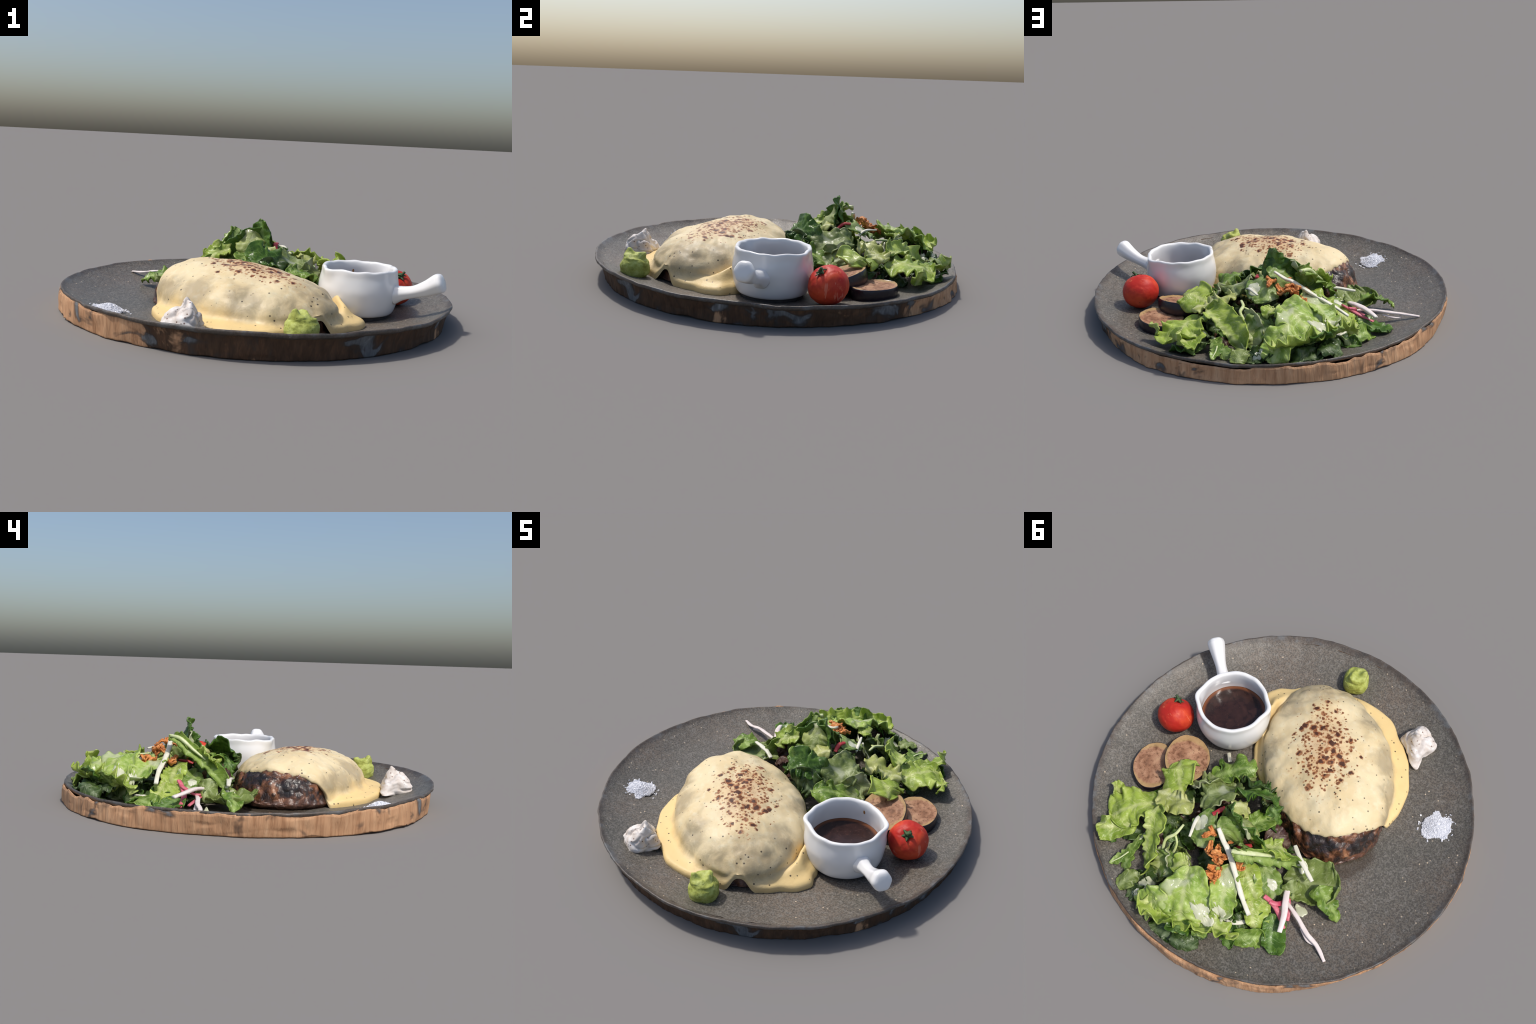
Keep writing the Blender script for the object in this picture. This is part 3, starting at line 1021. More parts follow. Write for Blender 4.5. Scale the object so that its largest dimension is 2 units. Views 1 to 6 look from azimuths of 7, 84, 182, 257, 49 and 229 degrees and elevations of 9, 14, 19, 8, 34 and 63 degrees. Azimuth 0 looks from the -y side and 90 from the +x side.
def build_dollops():
    green = NT('green_paste', 0.55, 0.3)
    n1 = green.noise(30, 4, 0.65)
    c = green.ramp(n1, [(0.3, (0.22, 0.24, 0.04)), (0.5, (0.37, 0.41, 0.09)), (0.75, (0.50, 0.55, 0.19))])
    v = green.voro(38)
    c = green.mix(green.math('MULTIPLY', green.math('SUBTRACT', 1.0, green.step(v, 0.06, 0.14)), 0.7), c, (0.10, 0.09, 0.02))
    green.color(c)
    green.bump(green.noise(50, 4, 0.6), 0.5, 0.008)
    zb = plate_z(0.293, -0.767)

    def gshape(t, th):
        # scooped stub: upright drum with a spiral ledge, a lower shoulder on one side and a ragged crown
        prof = crom([(0.060, -0.004), (0.070, 0.010), (0.074, 0.034), (0.073, 0.060), (0.067, 0.076), (0.060, 0.086), (0.058, 0.100), (0.052, 0.110), (0.030, 0.112), (0.002, 0.108)], 60)
        u = t * 59
        wind = 5.0 * sin(th + 2.2) * smooth(0.25, 0.45, t) * (1 - smooth(0.8, 0.95, t))
        k = min(58.999, max(0, u + wind))
        a, b = prof[int(k)], prof[int(k) + 1]
        f = k - int(k)
        r, z = a[0] + (b[0] - a[0]) * f, a[1] + (b[1] - a[1]) * f
        r = r if t < 0.985 else 0.002
        top = smooth(0.55, 0.8, t) * smooth(0.01, 0.04, r)
        for pa, pw, ph in ((3.9, 0.40, 0.026), (1.3, 0.55, 0.016), (5.4, 0.4, 0.010)):
            dd = (th - pa + pi) % (2 * pi) - pi
            z += ph * exp(-(dd / pw) ** 2) * top
        # shoulder: one side of the crown is cut away
        sh = smooth(-0.1, 0.6, cos(th - 0.1)) * smooth(0.5, 0.75, t)
        r *= 1 - 0.16 * sh
        z -= 0.014 * sh * smooth(0.02, 0.05, r)
        r *= 1 + 0.025 * cos(4 * th + 0.6)
        x, y = r * cos(th), r * sin(th)
        d = 1 + 0.09 * fbm(x, y, z, 16, 4, 3) - 0.03 * max(0.0, 0.15 - abs(nz(x, y, z * 2.2, 12, 12))) / 0.15
        return (x * d, y * d, z + 0.004 * fbm(x, y, z, 30, 2, 3))
    build_dollop('wasabi_paste', 'small piped swirl of pale green wasabi paste', 'wasabi', (0.293, -0.767, zb), .07, .12, green.m, gshape)

    zb = plate_z(-0.225, -0.785)

    def cshape(t, th):
        prof = crom([(0.078, -0.004), (0.088, 0.008), (0.088, 0.03), (0.080, 0.055), (0.066, 0.076), (0.050, 0.092), (0.032, 0.102), (0.016, 0.104), (0.001, 0.105)], 60)
        r, z = prof[min(59, int(round(t * 59)))]
        x, y = r * cos(th), r * sin(th)
        # squarish spooned lump: flattened sides, a tail toward the steak, a flopped-over peak and a torn crease
        sq = 1 + 0.10 * cos(4 * (th - 0.5)) * smooth(0.9, 0.4, t)
        x, y = x * sq, y * sq
        g = exp(-(((th - 2.25 + pi) % (2 * pi) - pi) / 0.42) ** 2)
        x += -0.050 * g * (1 - t) ** 2
        y += 0.045 * g * (1 - t) ** 2
        z *= 1 - 0.45 * g * (1 - t)
        pk = exp(-((x - 0.016) ** 2 + (y - 0.024) ** 2) / 0.026 ** 2)
        z += 0.042 * pk * smooth(0.35, 0.75, t)
        lobe = exp(-((x - 0.055) ** 2 + (y + 0.03) ** 2) / 0.04 ** 2)
        z += 0.012 * lobe * smooth(0.2, 0.5, t)
        crease = max(0.0, 1 - abs(x * 0.8 - y * 0.5 - 0.014 + 0.02 * nz(x, y, z, 20)) / 0.012)
        z -= 0.016 * crease * smooth(0.3, 0.6, t)
        d = 1 + 0.13 * fbm(x, y, z, 12, 9, 3) - 0.09 * max(0.0, 0.25 - abs(nz(x, y, z * 1.5, 17, 3))) / 0.25
        return (x * d, y * d, z + 0.014 * fbm(x, y, z, 17, 2, 3) * smooth(0.1, 0.3, t))
    build_dollop('whipped_cream', 'white cream dollop sprinkled with brown pepper', 'cream', (-0.216, -0.776, zb), .09, .13, mat_cream(), cshape)


def build_salt():
    cx, cy = -0.619, -0.515
    z0 = plate_z(cx, cy)
    rng = random.Random(3)
    V, F = [], []

    def grain(x, y, z, s):
        b = len(V)
        M = Matrix.Rotation(rng.uniform(0, 6.3), 3, Vector((rng.uniform(-1, 1), rng.uniform(-1, 1), rng.uniform(-1, 1))).normalized())
        k = (s * rng.uniform(.7, 1.3), s * rng.uniform(.7, 1.3), s * rng.uniform(.5, 1.1))
        for i in range(8):
            p = M @ Vector((k[0] * (1 if i & 1 else -1), k[1] * (1 if i & 2 else -1), k[2] * (1 if i & 4 else -1)))
            V.append((x + p.x, y + p.y, z + p.z))
        F.extend([tuple(b + q for q in f) for f in ((0, 2, 3, 1), (4, 5, 7, 6), (0, 1, 5, 4), (2, 6, 7, 3), (0, 4, 6, 2), (1, 3, 7, 5))])
    H = 0.030
    for i in range(3400):
        r = sqrt(rng.random()) * 0.072 if i > 260 else abs(rng.gauss(0, 1)) * 0.055
        t = rng.uniform(0, 2 * pi)
        r *= 1 + 0.45 * nz(cos(t), sin(t), 0, 1.7)
        x, y = 1.05 * r * cos(t), 0.95 * r * sin(t)
        if r > 0.11:
            continue
        h = H * max(0.0, 1 - (r / 0.068) ** 1.5)
        z = plate_z(cx + x, cy + y) - z0 + h * rng.uniform(0.65, 1.0) + 0.003
        grain(x, y, z, rng.uniform(0.0018, 0.0040))
    # solid core so the heap is closed
    nt = 40
    b = len(V)
    prof = [(0.052, -0.002), (0.044, 0.004), (0.032, 0.011), (0.018, 0.016), (0.003, 0.019)]
    for r, z in prof:
        for i in range(nt):
            t = 2 * pi * i / nt
            V.append((r * cos(t) * (1 + 0.1 * nz(cos(t), sin(t), 0, 2)), r * sin(t), z))
    F += [tuple(b + q for q in f) for f in revolve_faces(nt, len(prof))]
    me = mesh_data('salt_heap', V, F, mat_plain('coarse_salt', [(0.62, 0.63, 0.67), (0.80, 0.81, 0.85)], 60, 0.35, 0.5, 0.2), False)
    ob = add('salt_heap', me, None, (cx, cy, z0))
    ob["kind"] = "stuff"
    tag(ob, 'little heap of coarse white salt crystals', 'salt')


# ------------------------------------------------------------------- salad
LEAVES = []      # (object, world-space verts/faces) kept for draping the dressing
SALAD = None
SALAD_PARTS = []
LM = {}


def salad_materials():
    LM['light'] = mat_leaf('light_lettuce', (0.19, 0.29, 0.03), (0.40, 0.52, 0.08), (0.60, 0.67, 0.23), 0.0)
    LM['light_d'] = mat_leaf('light_lettuce_dressed', (0.22, 0.36, 0.05), (0.42, 0.55, 0.11), (0.60, 0.69, 0.28), 0.5, 1.0)
    LM['mid'] = mat_leaf('green_lettuce', (0.085, 0.165, 0.018), (0.21, 0.33, 0.045), (0.38, 0.49, 0.12), 0.0, 2.0)
    LM['mid_d'] = mat_leaf('green_lettuce_dressed', (0.11, 0.20, 0.03), (0.25, 0.36, 0.075), (0.42, 0.50, 0.18), 0.55, 2.0)
    LM['olive'] = mat_leaf('olive_lettuce', (0.12, 0.17, 0.03), (0.22, 0.29, 0.07), (0.35, 0.41, 0.15), 0.0, 3.0)
    LM['olive_d'] = mat_leaf('olive_lettuce_dressed', (0.13, 0.18, 0.04), (0.24, 0.30, 0.09), (0.37, 0.42, 0.18), 0.5, 3.0)
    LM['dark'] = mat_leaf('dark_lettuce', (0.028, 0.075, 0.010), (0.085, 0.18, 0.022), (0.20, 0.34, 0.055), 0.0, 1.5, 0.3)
    LM['yellow'] = mat_leaf('pale_inner_lettuce', (0.33, 0.38, 0.08), (0.50, 0.53, 0.17), (0.62, 0.62, 0.30), 0.0, 0.5)
    LM['purple'] = mat_leaf('red_leaf_lettuce', (0.035, 0.012, 0.012), (0.08, 0.03, 0.022), (0.14, 0.09, 0.035), 0.0, 0.5)
    LM['inner'] = mat_leaf('lettuce_darkened_for_shade', (0.022, 0.05, 0.010), (0.055, 0.10, 0.022), (0.12, 0.18, 0.05), 0.0, 2.5)  # greens darkened to carry the deep shadow between leaves
    LM['pale_d'] = mat_leaf('pale_lettuce_dressed', (0.20, 0.27, 0.055), (0.35, 0.41, 0.12), (0.50, 0.54, 0.23), 0.6, 2.0)
    LM['rib'] = mat_plain('pale_leaf_rib', [(0.50, 0.56, 0.26), (0.66, 0.70, 0.45)], 30, 0.4, 0.4, 0.2)


def leaf(tone, ctrl, hint, ruffle=0.020, freq=9.0, bubble=0.008, curl=0.0, lobes=0.16, rib=False, thick=0.006, name='lettuce_leaf', teeth=0.0, nv=28, crumple=0.030):
    """Leaf along ctrl = [(x, y, z, half_width)...] facing hint; ruffled rim, blistered blade, raised rib."""
    seed = len(LEAVES) * 3.71 + 1.3
    hint = Vector(hint).normalized()
    length = sum(math.dist(a[:3], b[:3]) for a, b in zip(ctrl, ctrl[1:]))
    nu = max(26, min(90, int(length / 0.0055)))
    C = crom([tuple(c) for c in ctrl], nu)
    org = Vector(C[0][:3])
    ydir = (Vector(C[-1][:3]) - org).normalized()
    zdir = (hint - ydir * hint.dot(ydir)).normalized()
    xdir = ydir.cross(zdir).normalized()
    M = Matrix((xdir, ydir, zdir)).transposed().to_4x4()
    M.translation = org
    Mi = M.inverted()
    G = []
    ribpts = []
    for i in range(nu):
        u = i / (nu - 1)
        p = Vector(C[i][:3])
        w = max(0.004, C[i][3] * 1.10)
        t = (Vector(C[min(nu - 1, i + 1)][:3]) - Vector(C[max(0, i - 1)][:3])).normalized()
        s = t.cross(hint)
        s = s.normalized() if s.length > 1e-4 else xdir
        nrm = s.cross(t).normalized()
        # rounded ends
        e = min(1.0, sqrt(max(0.0, u / 0.10))) * min(1.0, sqrt(max(0.0, (1 - u) / 0.14)))
        for j in range(nv + 1):
            v = 2 * j / nv - 1
            sgn = 1 if v > 0 else -1
            lob = 1 + lobes * fbm(u * length * 22 + 5 * sgn, seed, 0, 1.0, 0.0, 3) + teeth * (abs(((u * length * 26 + 0.3 * sgn) % 1.0) - 0.5) * 2 - 0.4)
            lob += 0.05 * nz(u * length * 70, seed * 2, sgn, 1.0)
            ww = max(0.002, w * e * lob)
            av = abs(v)
            a_, b_ = u * length, v * w
            # frilled rim, broad folds and blisters
            wave = ruffle * av ** 1.8 * (sin(freq * a_ * 10 + seed * 2 + 1.7 * sgn + 5.0 * nz(u * 6, seed, sgn)) * 0.6
                                         + 1.25 * nz(a_ * 26, sgn * 3, seed, 1.0) + 0.2 * nz(a_ * 70, sgn * 3, seed, 1.0))
            cup = curl * av ** 2 * w
            fold = crumple * (nz(a_ * 9, b_ * 9, seed) + 0.5 * (abs(nz(a_ * 15 + 0.8 * b_ * 15, b_ * 15, seed + 4)) - 0.2))
            bub = bubble * (nz(a_ * 17, b_ * 17, seed) + 0.4 * nz(a_ * 40, b_ * 40, seed))
            side = ww * v * (1 - 0.12 * av)
            jitter = t * (0.7 * ruffle * av ** 2 * nz(u * length * 30, v, seed + 9))
            wave += fold
            # rounded base and tip: rim follows an arc
            q = p + s * side + nrm * (wave + cup + bub) + jitter
            q.z = max(q.z, plate_z(q.x, q.y) + 0.004)
            rr = hypot(q.x, q.y)
            if rr > 0.955:
                q.x *= 0.955 / rr
                q.y *= 0.955 / rr
            G.append(q)
        ribpts.append(p + nrm * (0.003 + bubble * nz(u * length * 16, 0, seed)))
    W = nv + 1
    V = [tuple(Mi @ q) for q in G]
    F = []
    for i in range(nu - 1):
        for j in range(nv):
            a = i * W + j
            F.append((a, a + 1, a + W + 1, a + W))
    me = mesh_data(name, V, F, LM[tone])
    ob = add(name, me)
    ob.matrix_world = M
    SALAD_PARTS.append(ob)
    so = ob.modifiers.new('thickness', 'SOLIDIFY')
    so.thickness = thick
    so.offset = 0.0
    LEAVES.append((G, F))
    if rib:
        rp = [tuple(Mi @ q) for q in ribpts[::max(1, nu // 12)]]
        k = len(rp)
        ri = tube('leaf_rib', [q + (0.0065 * (1 - 0.8 * a / (k - 1)) + 0.0008,) for a, q in enumerate(rp)], LM['rib'], ob, 24, 8, 0.6)
    return ob


def salad_height(x, y):
    """rough height of the heap under the top leaves"""
    h = 0.0
    for cx, cy, r, z in [(-0.03, 0.36, 0.26, 0.23), (0.0, 0.60, 0.28, 0.17), (-0.15, 0.75, 0.24, 0.13), (0.22, 0.45, 0.24, 0.14), (0.12, 0.22, 0.22, 0.16),
                         (-0.27, 0.45, 0.24, 0.13), (-0.38, 0.55, 0.2, 0.06), (0.36, 0.68, 0.17, 0.06), (-0.05, 0.14, 0.16, 0.16), (0.05, 0.8, 0.18, 0.08)]:
        d = hypot(x - cx, y - cy) / r
        if d < 1:
            h = max(h, z * (1 - d * d) ** 0.6)
    return h


def build_salad():
    global SALAD
    SALAD = empty('green_salad', (0, 0.45, 0.045))
    tag(SALAD, 'heap of ruffled lettuce with dressing, radish strips and fried onion', 'salad')
    bpy.context.view_layer.update()
    salad_materials()
    rng = random.Random(11)

    # --- crown of the heap
    leaf('dark', [(-0.010, 0.30, 0.20, 0.04), (-0.022, 0.325, 0.29, 0.055), (-0.032, 0.345, 0.37, 0.050), (-0.036, 0.36, 0.425, 0.022)], (0.15, 1, 0.25), 0.012, curl=-0.25)
    leaf('dark', [(0.03, 0.36, 0.29, 0.05), (-0.05, 0.352, 0.315, 0.075), (-0.13, 0.335, 0.275, 0.075), (-0.21, 0.31, 0.215, 0.07), (-0.29, 0.27, 0.15, 0.05)], (0.1, 1, 0.25), 0.016, curl=-0.15, crumple=0.018)  # dark tone colours in the unlit back of the pale leaf
    leaf('pale_d', [(-0.070, 0.335, 0.360, 0.05), (-0.080, 0.312, 0.325, 0.078), (-0.080, 0.29, 0.272, 0.085), (-0.075, 0.272, 0.215, 0.06)], (0.15, -1, 0.4), 0.016, curl=-0.25, crumple=0.02)
    leaf('mid', [(-0.20, 0.36, 0.24, 0.05), (-0.19, 0.385, 0.30, 0.045), (-0.175, 0.41, 0.36, 0.02)], (0.2, -1, 0.2), 0.014, crumple=0.015)
    leaf('light', [(-0.20, 0.30, 0.26, 0.05), (-0.26, 0.26, 0.25, 0.06), (-0.31, 0.22, 0.19, 0.05)], (-0.1, -0.8, 0.8), 0.022)
    leaf('mid_d', [(-0.007, 0.418, 0.315, 0.03), (-0.038, 0.396, 0.305, 0.06), (-0.077, 0.391, 0.270, 0.07), (-0.108, 0.408, 0.220, 0.04)], (-.2, .5, .8), 0.014)
    leaf('mid_d', [(-0.004, 0.541, 0.215, 0.065), (0.023, 0.491, 0.245, 0.075), (0.055, 0.425, 0.262, 0.065), (0.060, 0.37, 0.270, 0.03)], (.1, .3, 1), 0.016)
    # narrow folded leaf with a thick pale stalk running down the flank
    leaf('mid', [(-0.175, 0.46, 0.340, 0.02), (-0.21, 0.41, 0.325, 0.035), (-0.255, 0.33, 0.255, 0.04), (-0.305, 0.25, 0.19, 0.04), (-0.36, 0.18, 0.10, 0.035)], (-.7, .2, .6), 0.020, curl=0.35, crumple=0.018)
    tube('leaf_stalk', [(-0.17, 0.455, 0.347, 0.010), (-0.213, 0.405, 0.336, 0.013), (-0.248, 0.345, 0.285, 0.010), (-0.285, 0.285, 0.237, 0.005)], LM['rib'], SALAD, 30, 10, 0.7)
    # --- flank facing the steak and the sauce cup
    leaf('mid', [(0.298, 0.256, 0.110, 0.05), (0.256, 0.185, 0.150, 0.065), (0.223, 0.110, 0.185, 0.075), (0.156, 0.052, 0.180, 0.06)], (.4, -.2, 1), 0.028)
    leaf('olive_d', [(0.167, 0.402, 0.200, 0.06), (0.163, 0.337, 0.225, 0.09), (0.165, 0.243, 0.205, 0.10), (0.16, 0.18, 0.150, 0.07)], (.5, -.3, .8), 0.020)
    leaf('olive_d', [(0.30, 0.36, 0.15, 0.05), (0.285, 0.29, 0.165, 0.075), (0.275, 0.23, 0.145, 0.07), (0.27, 0.19, 0.10, 0.05)], (.6, -.4, .7), 0.020)
    leaf('dark', [(0.128, 0.217, 0.190, 0.05), (0.057, 0.160, 0.235, 0.08), (-0.005, 0.119, 0.250, 0.09), (-0.049, 0.075, 0.210, 0.06)], (.3, -.5, .8), 0.032)
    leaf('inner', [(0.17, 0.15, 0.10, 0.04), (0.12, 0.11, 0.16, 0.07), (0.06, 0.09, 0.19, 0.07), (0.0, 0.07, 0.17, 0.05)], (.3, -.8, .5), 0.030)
    leaf('dark', [(-0.051, 0.126, 0.220, 0.06), (-0.117, 0.149, 0.180, 0.06), (-0.169, 0.150, 0.120, 0.04)], (-.2, -.5, .8), 0.022)
    leaf('dark', [(0.361, 0.133, 0.060, 0.03), (0.284, 0.138, 0.090, 0.06), (0.217, 0.117, 0.110, 0.06)], (.4, -.5, .6), 0.026)
    leaf('mid', [(-0.077, 0.300, 0.245, 0.04), (-0.095, 0.238, 0.240, 0.06), (-0.114, 0.166, 0.195, 0.05)], (0, -.2, 1), 0.02)
    leaf('yellow', [(0.049, 0.296, 0.275, 0.04), (-0.001, 0.259, 0.255, 0.05), (-0.029, 0.235, 0.220, 0.04)], (.3, -.4, 1), 0.018)
    # --- over the eggplant
    leaf('light', [(0.455, 0.318, 0.158, 0.06), (0.395, 0.358, 0.186, 0.095), (0.357, 0.413, 0.155, 0.090), (0.300, 0.425, 0.150, 0.055)], (.4, .2, 1), 0.026)
    leaf('yellow', [(0.381, 0.514, 0.160, 0.04), (0.301, 0.496, 0.180, 0.065), (0.231, 0.469, 0.200, 0.065), (0.207, 0.412, 0.200, 0.05)], (.2, .2, 1), 0.028)
    # --- broad frilly leaf hanging to the rim
    leaf('light', [(0.347, 0.54, 0.125, 0.06), (0.391, 0.625, 0.135, 0.105), (0.425, 0.705, 0.125, 0.115), (0.441, 0.779, 0.115, 0.09)], (.3, .3, 1), 0.030, 7)
    leaf('light', [(0.52, 0.65, 0.075, 0.03), (0.545, 0.665, 0.12, 0.045), (0.555, 0.675, 0.155, 0.02)], (0.9, 0.3, 0.5), 0.016)
    leaf('light', [(0.321, 0.696, 0.120, 0.05), (0.362, 0.785, 0.115, 0.06), (0.398, 0.845, 0.150, 0.062), (0.414, 0.868, 0.186, 0.052)], (.2, .5, .9), 0.016)
    # --- outer side
    leaf('light', [(0.304, 0.561, 0.180, 0.05), (0.229, 0.620, 0.190, 0.06), (0.177, 0.686, 0.170, 0.06), (0.129, 0.743, 0.130, 0.06), (0.092, 0.798, 0.060, 0.04)], (.4, .4, .8), 0.024, curl=0.3)
    leaf('mid', [(0.264, 0.677, 0.085, 0.02), (0.231, 0.762, 0.095, 0.03), (0.226, 0.847, 0.095, 0.03), (0.243, 0.915, 0.085, 0.012)], (.2, .4, 1), 0.008, teeth=0.4, lobes=0.2, rib=True, crumple=0.012)
    leaf('mid', [(0.211, 0.803, 0.095, 0.02), (0.188, 0.840, 0.080, 0.03), (0.171, 0.866, 0.055, 0.02)], (.2, .4, 1), 0.008, teeth=0.4)
    leaf('light', [(-0.012, 0.695, 0.200, 0.03), (-0.023, 0.656, 0.220, 0.05), (-0.039, 0.622, 0.220, 0.04)], (0, .2, 1), 0.018)
    leaf('light_d', [(-0.068, 0.636, 0.235, 0.055), (-0.121, 0.680, 0.242, 0.105), (-0.175, 0.742, 0.205, 0.145), (-0.208, 0.790, 0.160, 0.14), (-0.230, 0.82, 0.130, 0.10)], (-.4, .4, .8), 0.016, 6, bubble=0.022, curl=-0.12)
    leaf('light', [(-0.030, 0.915, 0.125, 0.035), (-0.090, 0.905, 0.148, 0.05), (-0.165, 0.872, 0.152, 0.052), (-0.245, 0.822, 0.148, 0.052), (-0.320, 0.765, 0.135, 0.05), (-0.390, 0.705, 0.120, 0.05), (-0.45, 0.675, 0.085, 0.035)], (.25, -.55, .8), 0.034, 9, curl=0.5)
    # ragged tips lifted at the plate edge
    leaf('dark', [(-0.215, 0.765, 0.10, 0.05), (-0.240, 0.815, 0.135, 0.065), (-0.258, 0.848, 0.168, 0.062), (-0.272, 0.870, 0.198, 0.040)], (-.4, .8, .3), 0.014, crumple=0.014)
    leaf('mid', [(-0.30, 0.715, 0.10, 0.045), (-0.325, 0.755, 0.135, 0.055), (-0.340, 0.785, 0.170, 0.040), (-0.348, 0.80, 0.19, 0.018)], (-.5, .7, .3), 0.016, crumple=0.014)
    leaf('dark', [(-0.06, 0.885, 0.09, 0.05), (-0.13, 0.845, 0.10, 0.06), (-0.21, 0.795, 0.095, 0.055), (-0.28, 0.745, 0.085, 0.05)], (-.35, .9, .1), 0.022)  # dark green chosen to draw the shadow under the frill
    leaf('light_d', [(-0.11, 0.79, 0.195, 0.05), (-0.075, 0.855, 0.165, 0.075), (-0.05, 0.905, 0.115, 0.075), (-0.035, 0.935, 0.07, 0.05)], (.1, .8, .5), 0.022)
    leaf('pale_d', [(0.10, 0.63, 0.19, 0.04), (0.07, 0.69, 0.155, 0.055), (0.05, 0.74, 0.10, 0.05), (0.04, 0.77, 0.05, 0.035)], (.2, .7, .6), 0.026, curl=0.35)
    leaf('mid_d', [(0.12, 0.70, 0.07, 0.05), (0.08, 0.72, 0.12, 0.07), (0.03, 0.70, 0.17, 0.07), (0.0, 0.66, 0.20, 0.05)], (.2, .9, .5), 0.022)
    # --- flank facing the bare side of the plate
    leaf('light_d', [(-0.173, 0.481, 0.205, 0.05), (-0.232, 0.547, 0.195, 0.065), (-0.285, 0.599, 0.160, 0.065), (-0.323, 0.651, 0.115, 0.05)], (-.3, .2, .8), 0.020, curl=0.3)
    leaf('light', [(-0.193, 0.416, 0.200, 0.045), (-0.267, 0.429, 0.190, 0.055), (-0.326, 0.457, 0.150, 0.055), (-0.374, 0.466, 0.115, 0.03)], (-.5, .2, .8), 0.020)
    leaf('light', [(-0.345, 0.483, 0.130, 0.045), (-0.400, 0.485, 0.118, 0.070), (-0.437, 0.520, 0.090, 0.060), (-0.465, 0.557, 0.070, 0.03)], (-.5, .4, .8), 0.022)
    leaf('mid_d', [(-0.235, 0.320, 0.170, 0.05), (-0.309, 0.359, 0.160, 0.07), (-0.370, 0.378, 0.130, 0.07), (-0.414, 0.394, 0.095, 0.03)], (-.6, .1, .8), 0.018)
    leaf('purple', [(-0.137, 0.223, 0.170, 0.045), (-0.191, 0.188, 0.160, 0.055), (-0.255, 0.160, 0.115, 0.03)], (-.4, -.3, 1), 0.018)
    leaf('purple', [(-0.25, 0.27, 0.10, 0.05), (-0.28, 0.26, 0.14, 0.05), (-0.29, 0.23, 0.17, 0.03)], (-1, .2, .3), 0.018)
    leaf('olive', [(-0.35, 0.28, 0.045, 0.06), (-0.40, 0.235, 0.048, 0.105), (-0.465, 0.175, 0.052, 0.120), (-0.53, 0.130, 0.070, 0.108), (-0.57, 0.10, 0.095, 0.07)], (-.15, .05, 1), 0.014, crumple=0.016, curl=0.28)
    leaf('olive', [(-0.44, 0.31, 0.05, 0.05), (-0.43, 0.30, 0.10, 0.055), (-0.40, 0.28, 0.16, 0.04)], (-1, .3, .2), 0.012)
    leaf('mid', [(-0.50, 0.18, 0.105, 0.06), (-0.570, 0.195, 0.10, 0.06), (-0.635, 0.206, 0.075, 0.042), (-0.684, 0.214, 0.052, 0.014)], (-.5, -.3, 1), 0.022)
    leaf('mid', [(-0.415, 0.655, 0.050, 0.03), (-0.480, 0.595, 0.060, 0.05), (-0.529, 0.541, 0.060, 0.055)], (-.5, .5, 1), 0.014)
    leaf('dark', [(-0.461, 0.441, 0.060, 0.045), (-0.526, 0.474, 0.060, 0.06), (-0.575, 0.531, 0.052, 0.06), (-0.597, 0.566, 0.045, 0.03)], (-.5, .3, 1), 0.018)

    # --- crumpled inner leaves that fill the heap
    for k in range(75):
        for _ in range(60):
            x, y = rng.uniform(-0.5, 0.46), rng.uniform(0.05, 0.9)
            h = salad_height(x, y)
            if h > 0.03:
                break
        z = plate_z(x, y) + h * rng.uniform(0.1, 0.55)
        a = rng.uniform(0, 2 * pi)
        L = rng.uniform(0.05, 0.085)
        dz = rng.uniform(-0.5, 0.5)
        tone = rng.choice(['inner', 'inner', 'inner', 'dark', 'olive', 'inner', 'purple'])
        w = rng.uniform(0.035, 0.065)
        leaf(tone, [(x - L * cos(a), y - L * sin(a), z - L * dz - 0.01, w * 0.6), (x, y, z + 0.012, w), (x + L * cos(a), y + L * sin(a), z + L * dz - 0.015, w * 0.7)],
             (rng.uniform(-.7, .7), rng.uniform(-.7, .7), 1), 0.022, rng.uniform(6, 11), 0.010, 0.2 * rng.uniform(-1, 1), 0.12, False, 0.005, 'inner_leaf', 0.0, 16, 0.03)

    # --- julienned radish and other strands
    white = mat_plain('white_radish', [(0.60, 0.58, 0.44), (0.76, 0.74, 0.64)], 25, 0.4, 0.4, 0.3, 0.006)
    blush = mat_plain('pink_white_radish', [(0.70, 0.58, 0.55), (0.76, 0.70, 0.66)], 22, 0.4, 0.4, 0.3, 0.006)
    pink = mat_plain('pink_radish', [(0.50, 0.05, 0.10), (0.62, 0.20, 0.24)], 30, 0.4, 0.4, 0.3, 0.006)
    red = mat_plain('red_radish_skin', [(0.35, 0.02, 0.03), (0.5, 0.06, 0.06)], 30, 0.4, 0.4, 0.3, 0.006)
    stem = mat_plain('pale_green_stem', [(0.42, 0.50, 0.16), (0.60, 0.64, 0.36)], 30, 0.4, 0.4, 0.3, 0.006)

    def strip(mat, pts, r, name='radish_strip', flat=0.55):
        k = len(pts)
        return tube(name, [tuple(p) + (r * (0.8 + 0.25 * sin(pi * i / (k - 1))),) for i, p in enumerate(pts)], mat, SALAD, 34, 12, flat, 0.12)
    strip(white, [(-0.035, 0.43, 0.335), (-0.095, 0.445, 0.30), (-0.132, 0.449, 0.287), (-0.238, 0.487, 0.228), (-0.33, 0.522, 0.187), (-0.410, 0.543, 0.137)], 0.0125)
    strip(white, [(-0.275, 0.148, 0.140), (-0.360, 0.177, 0.145), (-0.470, 0.199, 0.135)], 0.012)
    strip(white, [(-0.351, 0.636, 0.072), (-0.389, 0.600, 0.074), (-0.411, 0.562, 0.07)], 0.012)
    strip(white, [(0.385, 0.068, 0.052), (0.328, 0.100, 0.075)], 0.012)
    strip(blush, [(-0.405, 0.290, 0.112), (-0.46, 0.357, 0.120), (-0.51, 0.408, 0.114), (-0.558, 0.474, 0.098)], 0.015)
